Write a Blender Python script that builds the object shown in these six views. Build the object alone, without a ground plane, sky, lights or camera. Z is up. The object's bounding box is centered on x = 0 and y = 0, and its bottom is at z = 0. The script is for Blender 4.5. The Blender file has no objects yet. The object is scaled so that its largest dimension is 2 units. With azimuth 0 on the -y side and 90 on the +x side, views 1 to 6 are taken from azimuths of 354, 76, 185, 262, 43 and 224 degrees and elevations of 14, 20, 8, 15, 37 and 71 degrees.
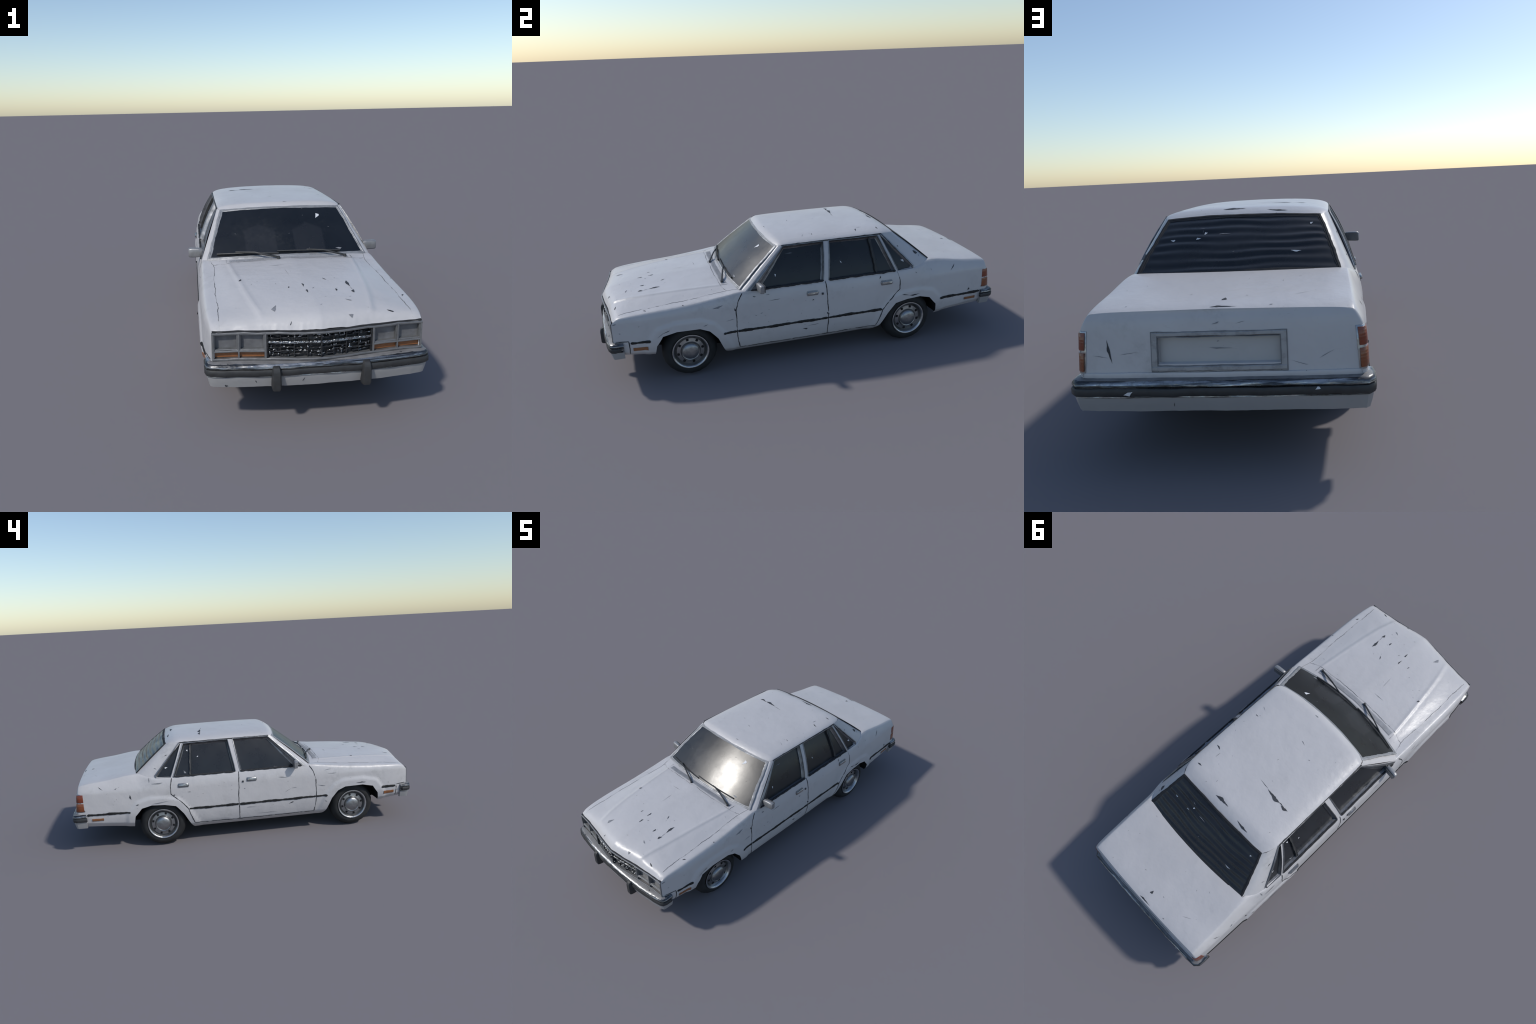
# Worn white four-door sedan, built panel by panel on shared analytic surfaces.
# Frame: front of the car at -y, rear at +y, z up, length 2.0.
import bpy, math, random
import numpy as np
from mathutils.geometry import delaunay_2d_cdt
from mathutils import Vector

RNG = random.Random(11)

# ------------------------------------------------------------------ helpers
def pchip(xk, yk, xq):
    """Monotone cubic interpolation; yk may be (..., K) with one curve per query."""
    xk = np.asarray(xk, float); xq = np.asarray(xq, float); yk = np.asarray(yk, float)
    if yk.ndim == 1:
        yk = np.broadcast_to(yk, xq.shape + yk.shape)
    h = np.diff(xk); d = np.diff(yk, axis=-1) / h
    m = np.zeros_like(yk)
    w1 = 2 * h[1:] + h[:-1]; w2 = h[1:] + 2 * h[:-1]
    a, b = d[..., :-1], d[..., 1:]
    with np.errstate(divide='ignore', invalid='ignore'):
        hm = (w1 + w2) / (w1 / a + w2 / b)
    m[..., 1:-1] = np.where(a * b > 0, np.nan_to_num(hm), 0.0)
    m[..., 0] = d[..., 0]; m[..., -1] = d[..., -1]
    i = np.clip(np.searchsorted(xk, xq, side='right') - 1, 0, len(xk) - 2)
    t = np.clip((xq - xk[i]) / h[i], 0, 1); hh = h[i]
    def tk(A, j): return np.take_along_axis(A, j[..., None], -1)[..., 0]
    y0, y1, m0, m1 = tk(yk, i), tk(yk, i + 1), tk(m, i), tk(m, i + 1)
    return ((2*t**3 - 3*t**2 + 1) * y0 + (t**3 - 2*t**2 + t) * hh * m0
            + (-2*t**3 + 3*t**2) * y1 + (t**3 - t**2) * hh * m1)

def sstep(a, b, x):
    t = np.clip((x - a) / (b - a), 0, 1); return t * t * (3 - 2 * t)

def wob(t, seed, amp=1.0, f=1.0):
    """Smooth hand-made wobble in about [-amp, amp]."""
    r = random.Random(seed); v = 0.0
    for k, g in enumerate((1.0, 2.3, 4.9, 9.7)):
        v = v + np.sin(np.asarray(t) * f * g * 6.283 + r.uniform(0, 6.28)) / (1.0 + 0.75 * k)
    return amp * v / 2.0

# ------------------------------------------------------------------ scene tree
ROOT = bpy.data.objects.new("sedan_car", None)
bpy.context.scene.collection.objects.link(ROOT)
ROOT["label"] = "weathered white four-door sedan with chipped paint and dark windows"
ROOT["category"] = "car"

def add_obj(name, me, mat, parent=None, kind=None):
    ob = bpy.data.objects.new(name, me)
    bpy.context.scene.collection.objects.link(ob)
    if mat is not None and len(me.materials) == 0:
        me.materials.append(mat)
    ob.parent = parent or ROOT
    if kind: ob["kind"] = kind
    return ob

def mesh_obj(name, V, F, mat, parent=None, smooth=True, normals=None, angle=None, kind=None):
    me = bpy.data.meshes.new(name)
    me.from_pydata([tuple(map(float, v)) for v in V], [], [tuple(map(int, f)) for f in F])
    me.validate(clean_customdata=False); me.update()
    if smooth:
        me.polygons.foreach_set("use_smooth", [True] * len(me.polygons))
    if angle is not None:
        me.set_sharp_from_angle(angle=math.radians(angle))
    if normals is not None and len(normals) == len(me.vertices):
        me.normals_split_custom_set_from_vertices([tuple(map(float, n)) for n in normals])
    return add_obj(name, me, mat, parent, kind)

def grid_faces(nu, nv, off=0, flip=False, closed_u=False):
    F = []
    for i in range(nu if closed_u else nu - 1):
        for j in range(nv - 1):
            a = off + i * nv + j; b = off + ((i + 1) % nu) * nv + j
            F.append((a, b, b + 1, a + 1) if not flip else (a, a + 1, b + 1, b))
    return F

class Soup:
    """Collects primitive pieces into one mesh."""
    def __init__(s): s.V = []; s.F = []
    def add(s, V, F):
        o = len(s.V); s.V += [tuple(v) for v in V]; s.F += [tuple(i + o for i in f) for f in F]
    def grid(s, P, flip=False, closed_u=False):
        nu, nv = P.shape[:2]
        s.add(P.reshape(-1, 3), grid_faces(nu, nv, 0, flip, closed_u))
    def obj(s, name, mat, parent=None, angle=35, kind=None):
        return mesh_obj(name, s.V, s.F, mat, parent, True, None, angle, kind)

# ------------------------------------------------------------------ materials
def new_mat(name):
    m = bpy.data.materials.new(name); m.use_nodes = True
    nt = m.node_tree; nt.nodes.clear()
    out = nt.nodes.new("ShaderNodeOutputMaterial")
    b = nt.nodes.new("ShaderNodeBsdfPrincipled")
    nt.links.new(b.outputs[0], out.inputs[0])
    return m, nt, b

def tex_coord(nt, scale=(1, 1, 1)):
    tc = nt.nodes.new("ShaderNodeTexCoord"); mp = nt.nodes.new("ShaderNodeMapping")
    mp.inputs["Scale"].default_value = scale
    nt.links.new(tc.outputs["Object"], mp.inputs["Vector"]); return mp.outputs[0]

def noise(nt, vec, scale, detail=4, rough=0.55, dist=0.0):
    n = nt.nodes.new("ShaderNodeTexNoise")
    n.inputs["Scale"].default_value = scale; n.inputs["Detail"].default_value = detail
    n.inputs["Roughness"].default_value = rough; n.inputs["Distortion"].default_value = dist
    nt.links.new(vec, n.inputs["Vector"]); return n.outputs[0]

def ramp(nt, fac, lo, hi, c0=(0, 0, 0, 1), c1=(1, 1, 1, 1)):
    r = nt.nodes.new("ShaderNodeValToRGB")
    r.color_ramp.elements[0].position = lo; r.color_ramp.elements[1].position = hi
    r.color_ramp.elements[0].color = c0; r.color_ramp.elements[1].color = c1
    nt.links.new(fac, r.inputs[0]); return r.outputs[0]

def mixc(nt, fac, a, b, mode='MIX'):
    m = nt.nodes.new("ShaderNodeMix"); m.data_type = 'RGBA'; m.blend_type = mode
    for sock, val in ((m.inputs[0], fac), (m.inputs[6], a), (m.inputs[7], b)):
        if hasattr(val, "is_linked"): nt.links.new(val, sock)
        elif isinstance(val, (int, float)): sock.default_value = val
        else: sock.default_value = (*val, 1) if len(val) == 3 else val
    return m.outputs[2]

def mathn(nt, op, a, b=0.0):
    m = nt.nodes.new("ShaderNodeMath"); m.operation = op
    for s, v in ((m.inputs[0], a), (m.inputs[1], b)):
        if hasattr(v, "is_linked"): nt.links.new(v, s)
        else: s.default_value = v
    return m.outputs[0]

def bump(nt, b, h, strength, dist):
    bp = nt.nodes.new("ShaderNodeBump"); bp.inputs["Strength"].default_value = strength
    bp.inputs["Distance"].default_value = dist
    nt.links.new(h, bp.inputs["Height"])
    if b.inputs["Normal"].is_linked:
        nt.links.new(b.inputs["Normal"].links[0].from_socket, bp.inputs["Normal"])
    nt.links.new(bp.outputs[0], b.inputs["Normal"])

def paint_material(name, base, grime=0.65):
    m, nt, b = new_mat(name)
    v = tex_coord(nt)
    fine = noise(nt, v, 260, 3, 0.6)
    cloud = noise(nt, v, 5.5, 5, 0.6)
    col = mixc(nt, ramp(nt, cloud, 0.3, 0.75), tuple(c * 1.03 for c in base), tuple(c * 0.95 for c in base))
    # grey rubbed-in dirt in patches, broken up by a finer grain
    smud = mathn(nt, 'MULTIPLY', ramp(nt, noise(nt, v, 7.0, 3, 0.5, 0.4), 0.50, 0.70),
                 ramp(nt, noise(nt, v, 38, 6, 0.75), 0.42, 0.66))
    col = mixc(nt, mathn(nt, 'MULTIPLY', smud, grime), col, (0.30, 0.30, 0.295))
    # pin-head specks
    vor = nt.nodes.new("ShaderNodeTexVoronoi"); vor.inputs["Scale"].default_value = 70
    nt.links.new(v, vor.inputs["Vector"])
    sp = ramp(nt, vor.outputs["Distance"], 0.035, 0.075, (1, 1, 1, 1), (0, 0, 0, 1))
    keep = ramp(nt, noise(nt, v, 13, 2), 0.52, 0.60)
    col = mixc(nt, mathn(nt, 'MULTIPLY', mathn(nt, 'MULTIPLY', sp, keep), 0.45), col, (0.22, 0.225, 0.24))
    # hairline scratches
    sc = noise(nt, tex_coord(nt, (14, 90, 60)), 1.6, 2, 0.5, 1.2)
    line = ramp(nt, mathn(nt, 'ABSOLUTE', mathn(nt, 'SUBTRACT', sc, 0.5)), 0.0, 0.006, (1, 1, 1, 1), (0, 0, 0, 1))
    keep2 = ramp(nt, noise(nt, v, 8, 2), 0.60, 0.66)
    col = mixc(nt, mathn(nt, 'MULTIPLY', mathn(nt, 'MULTIPLY', line, keep2), 0.5), col, (0.28, 0.285, 0.29))
    grain = ramp(nt, noise(nt, v, 150, 5, 0.8), 0.58, 0.72)
    col = mixc(nt, mathn(nt, 'MULTIPLY', grain, 0.16), col, (0.24, 0.245, 0.25))
    nt.links.new(col, b.inputs["Base Color"])
    nt.links.new(ramp(nt, cloud, 0.3, 0.8, (0.30, 0.30, 0.30, 1), (0.42, 0.42, 0.42, 1)), b.inputs["Roughness"])
    b.inputs["Specular IOR Level"].default_value = 0.5
    bump(nt, b, noise(nt, v, 14, 3, 0.5), 0.15, 0.02)
    bump(nt, b, fine, 0.06, 0.004)
    return m

def metal_material(name, base, rough, bumpy=0.35, dirt=0.4, metallic=1.0, bscale=24):
    m, nt, b = new_mat(name); v = tex_coord(nt)
    n1 = noise(nt, v, 30, 4, 0.65)
    col = mixc(nt, mathn(nt, 'MULTIPLY', ramp(nt, n1, 0.48, 0.72), dirt), base, tuple(c * 0.35 for c in base))
    nt.links.new(col, b.inputs["Base Color"])
    b.inputs["Metallic"].default_value = metallic
    nt.links.new(ramp(nt, n1, 0.3, 0.75, (rough,) * 3 + (1,), (rough + 0.2,) * 3 + (1,)), b.inputs["Roughness"])
    bump(nt, b, noise(nt, v, bscale, 2, 0.5), bumpy, 0.01)
    return m

def plain_material(name, base, rough, var=0.25, scale=40, spec=0.5, bumpy=0.15):
    m, nt, b = new_mat(name); v = tex_coord(nt)
    n1 = noise(nt, v, scale, 5, 0.6)
    col = mixc(nt, ramp(nt, n1, 0.3, 0.75), tuple(c * (1 + var) for c in base), tuple(c * (1 - var) for c in base))
    nt.links.new(col, b.inputs["Base Color"])
    b.inputs["Roughness"].default_value = rough
    b.inputs["Specular IOR Level"].default_value = spec
    if bumpy: bump(nt, b, n1, bumpy, 0.005)
    return m

def glass_material(name, base, rough=0.22, seats=False):
    m, nt, b = new_mat(name); v = tex_coord(nt)
    n1 = noise(nt, v, 9, 4, 0.6)
    col = mixc(nt, ramp(nt, n1, 0.35, 0.7), base, tuple(c * 1.35 for c in base))
    dust = mathn(nt, 'MULTIPLY', ramp(nt, noise(nt, v, 4, 3), 0.52, 0.75), ramp(nt, noise(nt, v, 60, 4, 0.7), 0.45, 0.7))
    col = mixc(nt, mathn(nt, 'MULTIPLY', dust, 0.25), col, (0.09, 0.088, 0.08))
    if seats:      # faint pale seat backs behind the screen
        sep = nt.nodes.new("ShaderNodeSeparateXYZ"); tc = nt.nodes.new("ShaderNodeTexCoord")
        nt.links.new(tc.outputs["Object"], sep.inputs[0])
        for cx in (-0.105, 0.095):
            dx = mathn(nt, 'ABSOLUTE', mathn(nt, 'SUBTRACT', sep.outputs[0], cx))
            inx = ramp(nt, dx, 0.060, 0.066, (1, 1, 1, 1), (0, 0, 0, 1))
            inz = ramp(nt, mathn(nt, 'ADD', sep.outputs[2], mathn(nt, 'MULTIPLY', dx, 0.35)), 0.512, 0.520, (1, 1, 1, 1), (0, 0, 0, 1))
            col = mixc(nt, mathn(nt, 'MULTIPLY', mathn(nt, 'MULTIPLY', inx, inz), 0.5), col, (0.022, 0.023, 0.026))
    nt.links.new(col, b.inputs["Base Color"])
    nt.links.new(ramp(nt, n1, 0.3, 0.75, (rough,) * 3 + (1,), (rough + 0.12,) * 3 + (1,)), b.inputs["Roughness"])
    b.inputs["Specular IOR Level"].default_value = 0.62 if seats else 0.40
    b.inputs["IOR"].default_value = 1.5
    bump(nt, b, noise(nt, v, 12, 3), 0.05, 0.006)
    return m

def lamp_material(name, base, ribs, rough=0.3):
    m, nt, b = new_mat(name)
    v = tex_coord(nt)
    w = nt.nodes.new("ShaderNodeTexWave"); w.bands_direction = 'Z'; w.inputs["Scale"].default_value = ribs
    w.inputs["Distortion"].default_value = 1.5
    nt.links.new(v, w.inputs["Vector"])
    n1 = noise(nt, v, 60, 4, 0.7)
    col = mixc(nt, n1, tuple(c * 1.25 for c in base), tuple(c * 0.6 for c in base))
    nt.links.new(col, b.inputs["Base Color"]); b.inputs["Roughness"].default_value = rough
    b.inputs["Coat Weight"].default_value = 0.4
    bump(nt, b, w.outputs[0], 0.15, 0.002)
    return m

def bumper_material(name):
    """Bumper bar finish: dark and pale streaks running along the bar."""
    m, nt, b = new_mat(name)
    st = noise(nt, tex_coord(nt, (5, 9, 130)), 1.0, 4, 0.6, 0.6)
    sp_ = noise(nt, tex_coord(nt), 55, 4, 0.7)
    col = mixc(nt, ramp(nt, st, 0.47, 0.62), (0.065, 0.068, 0.073), (0.48, 0.485, 0.49))
    col = mixc(nt, mathn(nt, 'MULTIPLY', ramp(nt, sp_, 0.52, 0.7), 0.6), col, (0.09, 0.09, 0.09))
    nt.links.new(col, b.inputs["Base Color"]); b.inputs["Metallic"].default_value = 0.85
    nt.links.new(ramp(nt, sp_, 0.35, 0.7, (0.24, 0.24, 0.24, 1), (0.45, 0.45, 0.45, 1)), b.inputs["Roughness"])
    bump(nt, b, noise(nt, tex_coord(nt, (1, 1, 3)), 26, 2), 0.35, 0.01)
    return m
WHITE = (0.505, 0.494, 0.497)
M_PAINT = paint_material("white_paint", WHITE, 0.55)
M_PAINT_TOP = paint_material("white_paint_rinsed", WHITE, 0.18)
M_BUMPER = bumper_material("streaked_bumper")
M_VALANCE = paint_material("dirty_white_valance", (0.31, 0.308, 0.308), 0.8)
M_CHROME = metal_material("worn_chrome", (0.42, 0.425, 0.43), 0.24, 0.5, 0.45)
M_CHROME_DULL = metal_material("dull_trim", (0.27, 0.275, 0.285), 0.38, 0.25, 0.6)
M_FRAME = metal_material("grey_window_seal", (0.30, 0.305, 0.315), 0.42, 0.25, 0.55, 0.35)
M_RIM = metal_material("steel_rim", (0.36, 0.365, 0.37), 0.32, 0.3, 0.55)
M_LIP = metal_material("bright_rim_lip", (0.54, 0.545, 0.55), 0.28, 0.4, 0.35)
M_SILVER = metal_material("silver_bezel", (0.24, 0.245, 0.25), 0.36, 0.3, 0.4, 0.6)
M_PLATE = paint_material("plate_white", (0.42, 0.418, 0.415), 0.8)
M_PLATEFRAME = metal_material("plate_frame_grey", (0.34, 0.338, 0.338), 0.45, 0.3, 0.6, 0.15)
M_MIRROR = metal_material("mirror_silver", (0.29, 0.29, 0.295), 0.34, 0.25, 0.4, 0.45)
M_LEDGE = plain_material("grey_bumper_top", (0.155, 0.153, 0.155), 0.42, 0.28, 26)
M_GLASS = glass_material("dark_side_glass", (0.015, 0.017, 0.020), 0.24)
M_SCREEN = glass_material("dark_windscreen", (0.005, 0.006, 0.0075), 0.25, True)
M_REARGLASS = glass_material("dark_rear_glass", (0.014, 0.016, 0.020), 0.24)
M_RUBBER = plain_material("black_rubber", (0.030, 0.031, 0.032), 0.55)
M_STRIP = plain_material("black_rub_strip", (0.014, 0.0145, 0.015), 0.6, 0.3, 40, 0.3)
M_AMBER_RED = lamp_material("amber_red_lens", (0.22, 0.062, 0.020), 40)
M_TYRE = plain_material("tyre_rubber", (0.022, 0.023, 0.024), 0.75, 0.3, 18, 0.3)
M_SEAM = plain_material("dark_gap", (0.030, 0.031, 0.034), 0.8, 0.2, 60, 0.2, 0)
M_CHIP = plain_material("bare_dark_metal", (0.045, 0.048, 0.054), 0.6, 0.35, 30, 0.3, 0)
M_CHIP_MID = plain_material("grey_primer", (0.20, 0.205, 0.22), 0.6, 0.3, 30, 0.3, 0)
M_CHIP_LIGHT = plain_material("white_flake", (0.62, 0.63, 0.65), 0.5, 0.1, 30, 0.3, 0)
M_DARK = plain_material("underbody_black", (0.014, 0.014, 0.015), 0.9, 0.3, 20, 0.2)
M_GRILLE = metal_material("grille_black", (0.05, 0.052, 0.056), 0.3, 0.6, 0.5, 0.6, 60)
M_GRILLE_BAR = metal_material("grille_bar", (0.40, 0.41, 0.42), 0.22, 0.8, 0.75, 1.0, 110)
M_LENS = plain_material("headlamp_lens", (0.135, 0.138, 0.145), 0.32, 0.35, 22)
M_AMBER = lamp_material("amber_lens", (0.25, 0.098, 0.034), 60)
M_RED = lamp_material("red_lens", (0.21, 0.040, 0.014), 40)
M_VENT = plain_material("vent_grey", (0.30, 0.305, 0.32), 0.6, 0.15, 40)
M_GAP = plain_material("faint_gap", (0.10, 0.103, 0.11), 0.7, 0.3, 40, 0.3, 0)
M_SAIL = plain_material("mirror_sail_grey", (0.16, 0.165, 0.175), 0.5, 0.3, 30)

# ------------------------------------------------------------------ lower body surface S(eta, sigma)
# stations along the car and eight feature lines from sill edge (0) to the centre line (7)
ST = [-.935, -.920, -.900, -.80, -.60, -.43, -.34, 0.0, .35, .53, .636, .80, .930, .945]
SIG = [0, .03, .11, .24, .295, .335, .42, .64]
LX = [
 [.312, .314, .316, .320, .321, .314, .314, .316, .314, .317, .322, .326, .326, .324],
 [.332, .335, .339, .348, .351, .347, .348, .350, .349, .349, .351, .350, .345, .343],
 [.3365, .341, .346, .360, .366, .3665, .3665, .3670, .3670, .3660, .3620, .3565, .3505, .349],
 [.3360, .340, .344, .357, .363, .3635, .3635, .3645, .3650, .3640, .3580, .3520, .3460, .344],
 [.3335, .334, .336, .342, .346, .344, .344, .347, .347, .346, .3165, .3185, .3185, .3180],
 [.306, .307, .308, .308, .309, .306, .312, .320, .320, .320, .303, .305, .305, .304],
 [.178, .179, .182, .204, .231, .250, .260, .260, .260, .260, .260, .260, .250, .250],
 [0] * 14]
LZ = [
 [.155, .153, .150, .139, .117, .087, .0835, .0835, .0835, .112, .119, .137, .147, .148],
 [.180, .178, .175, .165, .145, .118, .116, .116, .116, .142, .150, .165, .176, .177],
 [.228, .225, .222, .219, .212, .206, .206, .206, .206, .209, .213, .217, .219, .220],
 [.298, .306, .313, .318, .322, .324, .325, .325, .325, .326, .330, .334, .334, .330],
 [.317, .3295, .339, .3510, .364, .3835, .3935, .392, .391, .394, .4175, .3970, .3800, .3750],
 [.3205, .336, .3445, .3560, .3715, .3865, .3965, .398, .398, .398, .4195, .3988, .3825, .3775],
 [.323, .345, .356, .374, .390, .397, .402, .410, .410, .410, .4205, .4020, .3855, .3805],
 [.327, .350, .361, .383, .400, .4085, .411, .420, .420, .420, .4215, .4055, .3890, .3845]]
S7 = SIG[-1]
ST_A, LX_A, LZ_A = np.array(ST), np.array(LX, float), np.array(LZ, float)

ARCHES = {   # wheel-arch openings as (y, z) polylines, front foot to rear foot
 'front': [(-.757, .141), (-.748, .193), (-.718, .237), (-.655, .251), (-.550, .249), (-.506, .230), (-.468, .186), (-.430, .094)],
 'rear': [(.340, .092), (.386, .180), (.428, .230), (.490, .243), (.560, .247), (.615, .233), (.654, .190), (.664, .133)]}

def poly_dist(P, pl):
    d = np.full(len(P), 9.0)
    for a, b in zip(pl[:-1], pl[1:]):
        a = np.array(a); b = np.array(b); ab = b - a
        t = np.clip(((P - a) @ ab) / (ab @ ab), 0, 1)
        d = np.minimum(d, np.linalg.norm(P - (a + t[:, None] * ab), axis=1))
    return d

def nose_w(e): return sstep(-.62, -.935, e)
def tail_w(e): return sstep(.80, .945, e)
def nose_off(ax): return -pchip([0, .1, .19, .335, .5], [.038, .024, .0095, 0, 0], ax)

def S(e, s):
    e = np.atleast_1d(np.asarray(e, float)); s = np.atleast_1d(np.asarray(s, float))
    sgn = np.where(s > S7, -1.0, 1.0); sm = np.where(s > S7, 2 * S7 - s, s)
    X = np.stack([pchip(ST_A, r, e) for r in LX_A], -1)
    Z = np.stack([pchip(ST_A, r, e) for r in LZ_A], -1)
    x = pchip(SIG, X, sm); z = pchip(SIG, Z, sm)
    # flared lip round the wheel openings
    P = np.stack([e, z], -1)
    for a in ARCHES.values():
        x = x + np.where(sm < .28, .0065 * sstep(.056, .030, poly_dist(P, a)), 0)
    # raised ridge on the bonnet and a step outside it
    xc = pchip(ST_A, LX_A[6], e); on = sstep(-.36, -.46, e)
    z = z + on * sstep(-.928, -.89, e) * .0020 * np.exp(-((x - xc + .003) / .007) ** 2)
    z = z + on * sstep(-.930, -.89, e) * .0025 * sstep(xc + .003, xc - .008, x)
    z = z + sstep(-.912, -.932, e) * (sm > .30) * wob(x * sgn, 14, .0022, 5)
    y = e + nose_w(e) * nose_off(np.abs(x)) + tail_w(e) * .007 * (1 - (x / .32) ** 2) * (sm > .3)
    return np.stack([x * sgn, y, z], -1)

def S_normal(e, s):
    h = 1e-3
    e = np.atleast_1d(e).astype(float); s = np.atleast_1d(s).astype(float)
    e0 = np.clip(e - h, ST[0], ST[-1]); e1 = np.clip(e + h, ST[0], ST[-1])
    s0 = np.clip(s - h * 2, 0, 2 * S7); s1 = np.clip(s + h * 2, 0, 2 * S7)
    n = np.cross(S(e1, s) - S(e0, s), S(e, s1) - S(e, s0))
    return n / np.maximum(np.linalg.norm(n, axis=1), 1e-9)[:, None]

_sg = np.linspace(0, S7, 400)
def Pz(y, z):
    """Side point (y, z) -> (eta, sigma)."""
    q = S(np.full(400, y), _sg); k = np.argmax(_sg > .36)
    return (y, float(np.interp(z, q[:k, 2], _sg[:k])))
def Px(y, x):
    """Top point (y, x) -> (eta, sigma); x may be negative."""
    ax = abs(x); e = y
    for _ in range(25):
        off = float((nose_w(e) * nose_off(np.array([ax])))[0]); e = min(max(y - off, ST[0]), ST[-1])
    q = S(np.full(400, e), _sg); k = np.argmax(_sg > .29)
    s = float(np.interp(-ax, -q[k:, 0], _sg[k:]))
    return (e, s if x >= 0 else 2 * S7 - s)
def side_sigma(y, z):
    y = np.atleast_1d(np.asarray(y, float)); z = np.atleast_1d(np.asarray(z, float))
    lo = np.zeros(len(y)); hi = np.full(len(y), .36)
    for _ in range(18):
        m = (lo + hi) / 2; up = S(y, m)[:, 2] < z
        lo = np.where(up, m, lo); hi = np.where(up, hi, m)
    return y, (lo + hi) / 2
def SZ(y, z): return S(*side_sigma(y, z))
def SZn(y, z): return S_normal(*side_sigma(y, z))
def top_sigma(y, x):
    p = [Px(a, b) for a, b in zip(np.atleast_1d(y), np.atleast_1d(x))]
    return np.array([q[0] for q in p]), np.array([q[1] for q in p])
def SX(y, x): return S(*top_sigma(y, x))
def SXn(y, x): return S_normal(*top_sigma(y, x))
def mir(p): return (p[0], 2 * S7 - p[1])

def densify(poly, step, closed=True):
    out = []; n = len(poly)
    for i in range(n if closed else n - 1):
        a = np.array(poly[i], float); b = np.array(poly[(i + 1) % n], float)
        k = max(1, int(round(np.linalg.norm(b - a) / step)))
        for j in range(k): out.append(tuple(a + (b - a) * j / k))
    if not closed: out.append(tuple(map(float, poly[-1])))
    return out

def inside(P, poly):
    c = np.zeros(len(P), bool); n = len(poly)
    for i in range(n):
        x0, y0 = poly[i]; x1, y1 = poly[i - 1]
        if y0 == y1: continue
        hit = ((y0 > P[:, 1]) != (y1 > P[:, 1])) & (P[:, 0] < (x1 - x0) * (P[:, 1] - y0) / (y1 - y0) + x0)
        c ^= hit
    return c

def fill(poly, step, holes=()):
    """Triangulated fill of a polygon in parameter space -> (points, triangles)."""
    bd = densify(poly, step)
    A = np.array(bd); lo, hi = A.min(0), A.max(0)
    gx = np.arange(lo[0] + step * .5, hi[0], step); gy = np.arange(lo[1] + step * .5, hi[1], step)
    G = np.array([(x, y) for x in gx for y in gy])
    hb = [densify(h, step) for h in holes]
    if len(G):
        G = G[inside(G, bd)]
        for h in hb: G = G[~inside(G, h)]
        for h in hb: G = G[poly_dist(G, h + [h[0]]) > step * .45]
        if len(G): G = G[poly_dist(G, bd + [bd[0]]) > step * .45]
    pts = [Vector(p) for p in bd] + [Vector(p) for p in (G if len(G) else [])]
    ed = []
    for h in hb:
        o = len(pts); pts += [Vector(p) for p in h]; ed += [(o + i, o + (i + 1) % len(h)) for i in range(len(h))]
    v, _, f, *_ = delaunay_2d_cdt(pts, ed, [list(range(len(bd)))], 1, 1e-7)
    v = np.array([tuple(p) for p in v]); f = [tuple(t) for t in f]
    for h in hb:
        c = np.array([v[list(t)].mean(0) for t in f]); k = inside(c, h)
        f = [t for t, q in zip(f, k) if not q]
    return v, f

def panel(name, poly, mat=None, step=.013, off=0.0, parent=None, surf=S, nrm=S_normal, sign=1, holes=()):
    P, T = fill(poly, step, holes)
    V = surf(P[:, 0], P[:, 1]); N = nrm(P[:, 0], P[:, 1])
    a, b, c = T[0]; g = np.cross(V[b] - V[a], V[c] - V[a])
    if g @ N[a] < 0: T = [t[::-1] for t in T]
    V = V + N * off
    if sign < 0:
        V = V * [-1, 1, 1]; N = N * [-1, 1, 1]; T = [t[::-1] for t in T]
    return mesh_obj(name, V, T, mat or M_PAINT, parent, True, N)

# ------------------------------------------------------------------ greenhouse side surface G(y, z)
def G(y, z):
    y = np.atleast_1d(np.asarray(y, float)); z = np.atleast_1d(np.asarray(z, float))
    t = np.clip((z - .393) / .177, -.2, 1.1)
    x = .3475 - .446 * (z - .393) + .006 * np.sin(np.pi * np.clip(t, 0, 1))
    x = x - .010 * sstep(-.20, -.36, y) * 0 - .006 * sstep(.40, .62, y)
    return np.stack([x, y, z], -1)
def G_normal(y, z):
    h = 1e-3; y = np.atleast_1d(y).astype(float); z = np.atleast_1d(z).astype(float)
    n = np.cross(G(y + h, z) - G(y - h, z), G(y, z + h) - G(y, z - h))
    return n / np.linalg.norm(n, axis=1)[:, None]

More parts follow.
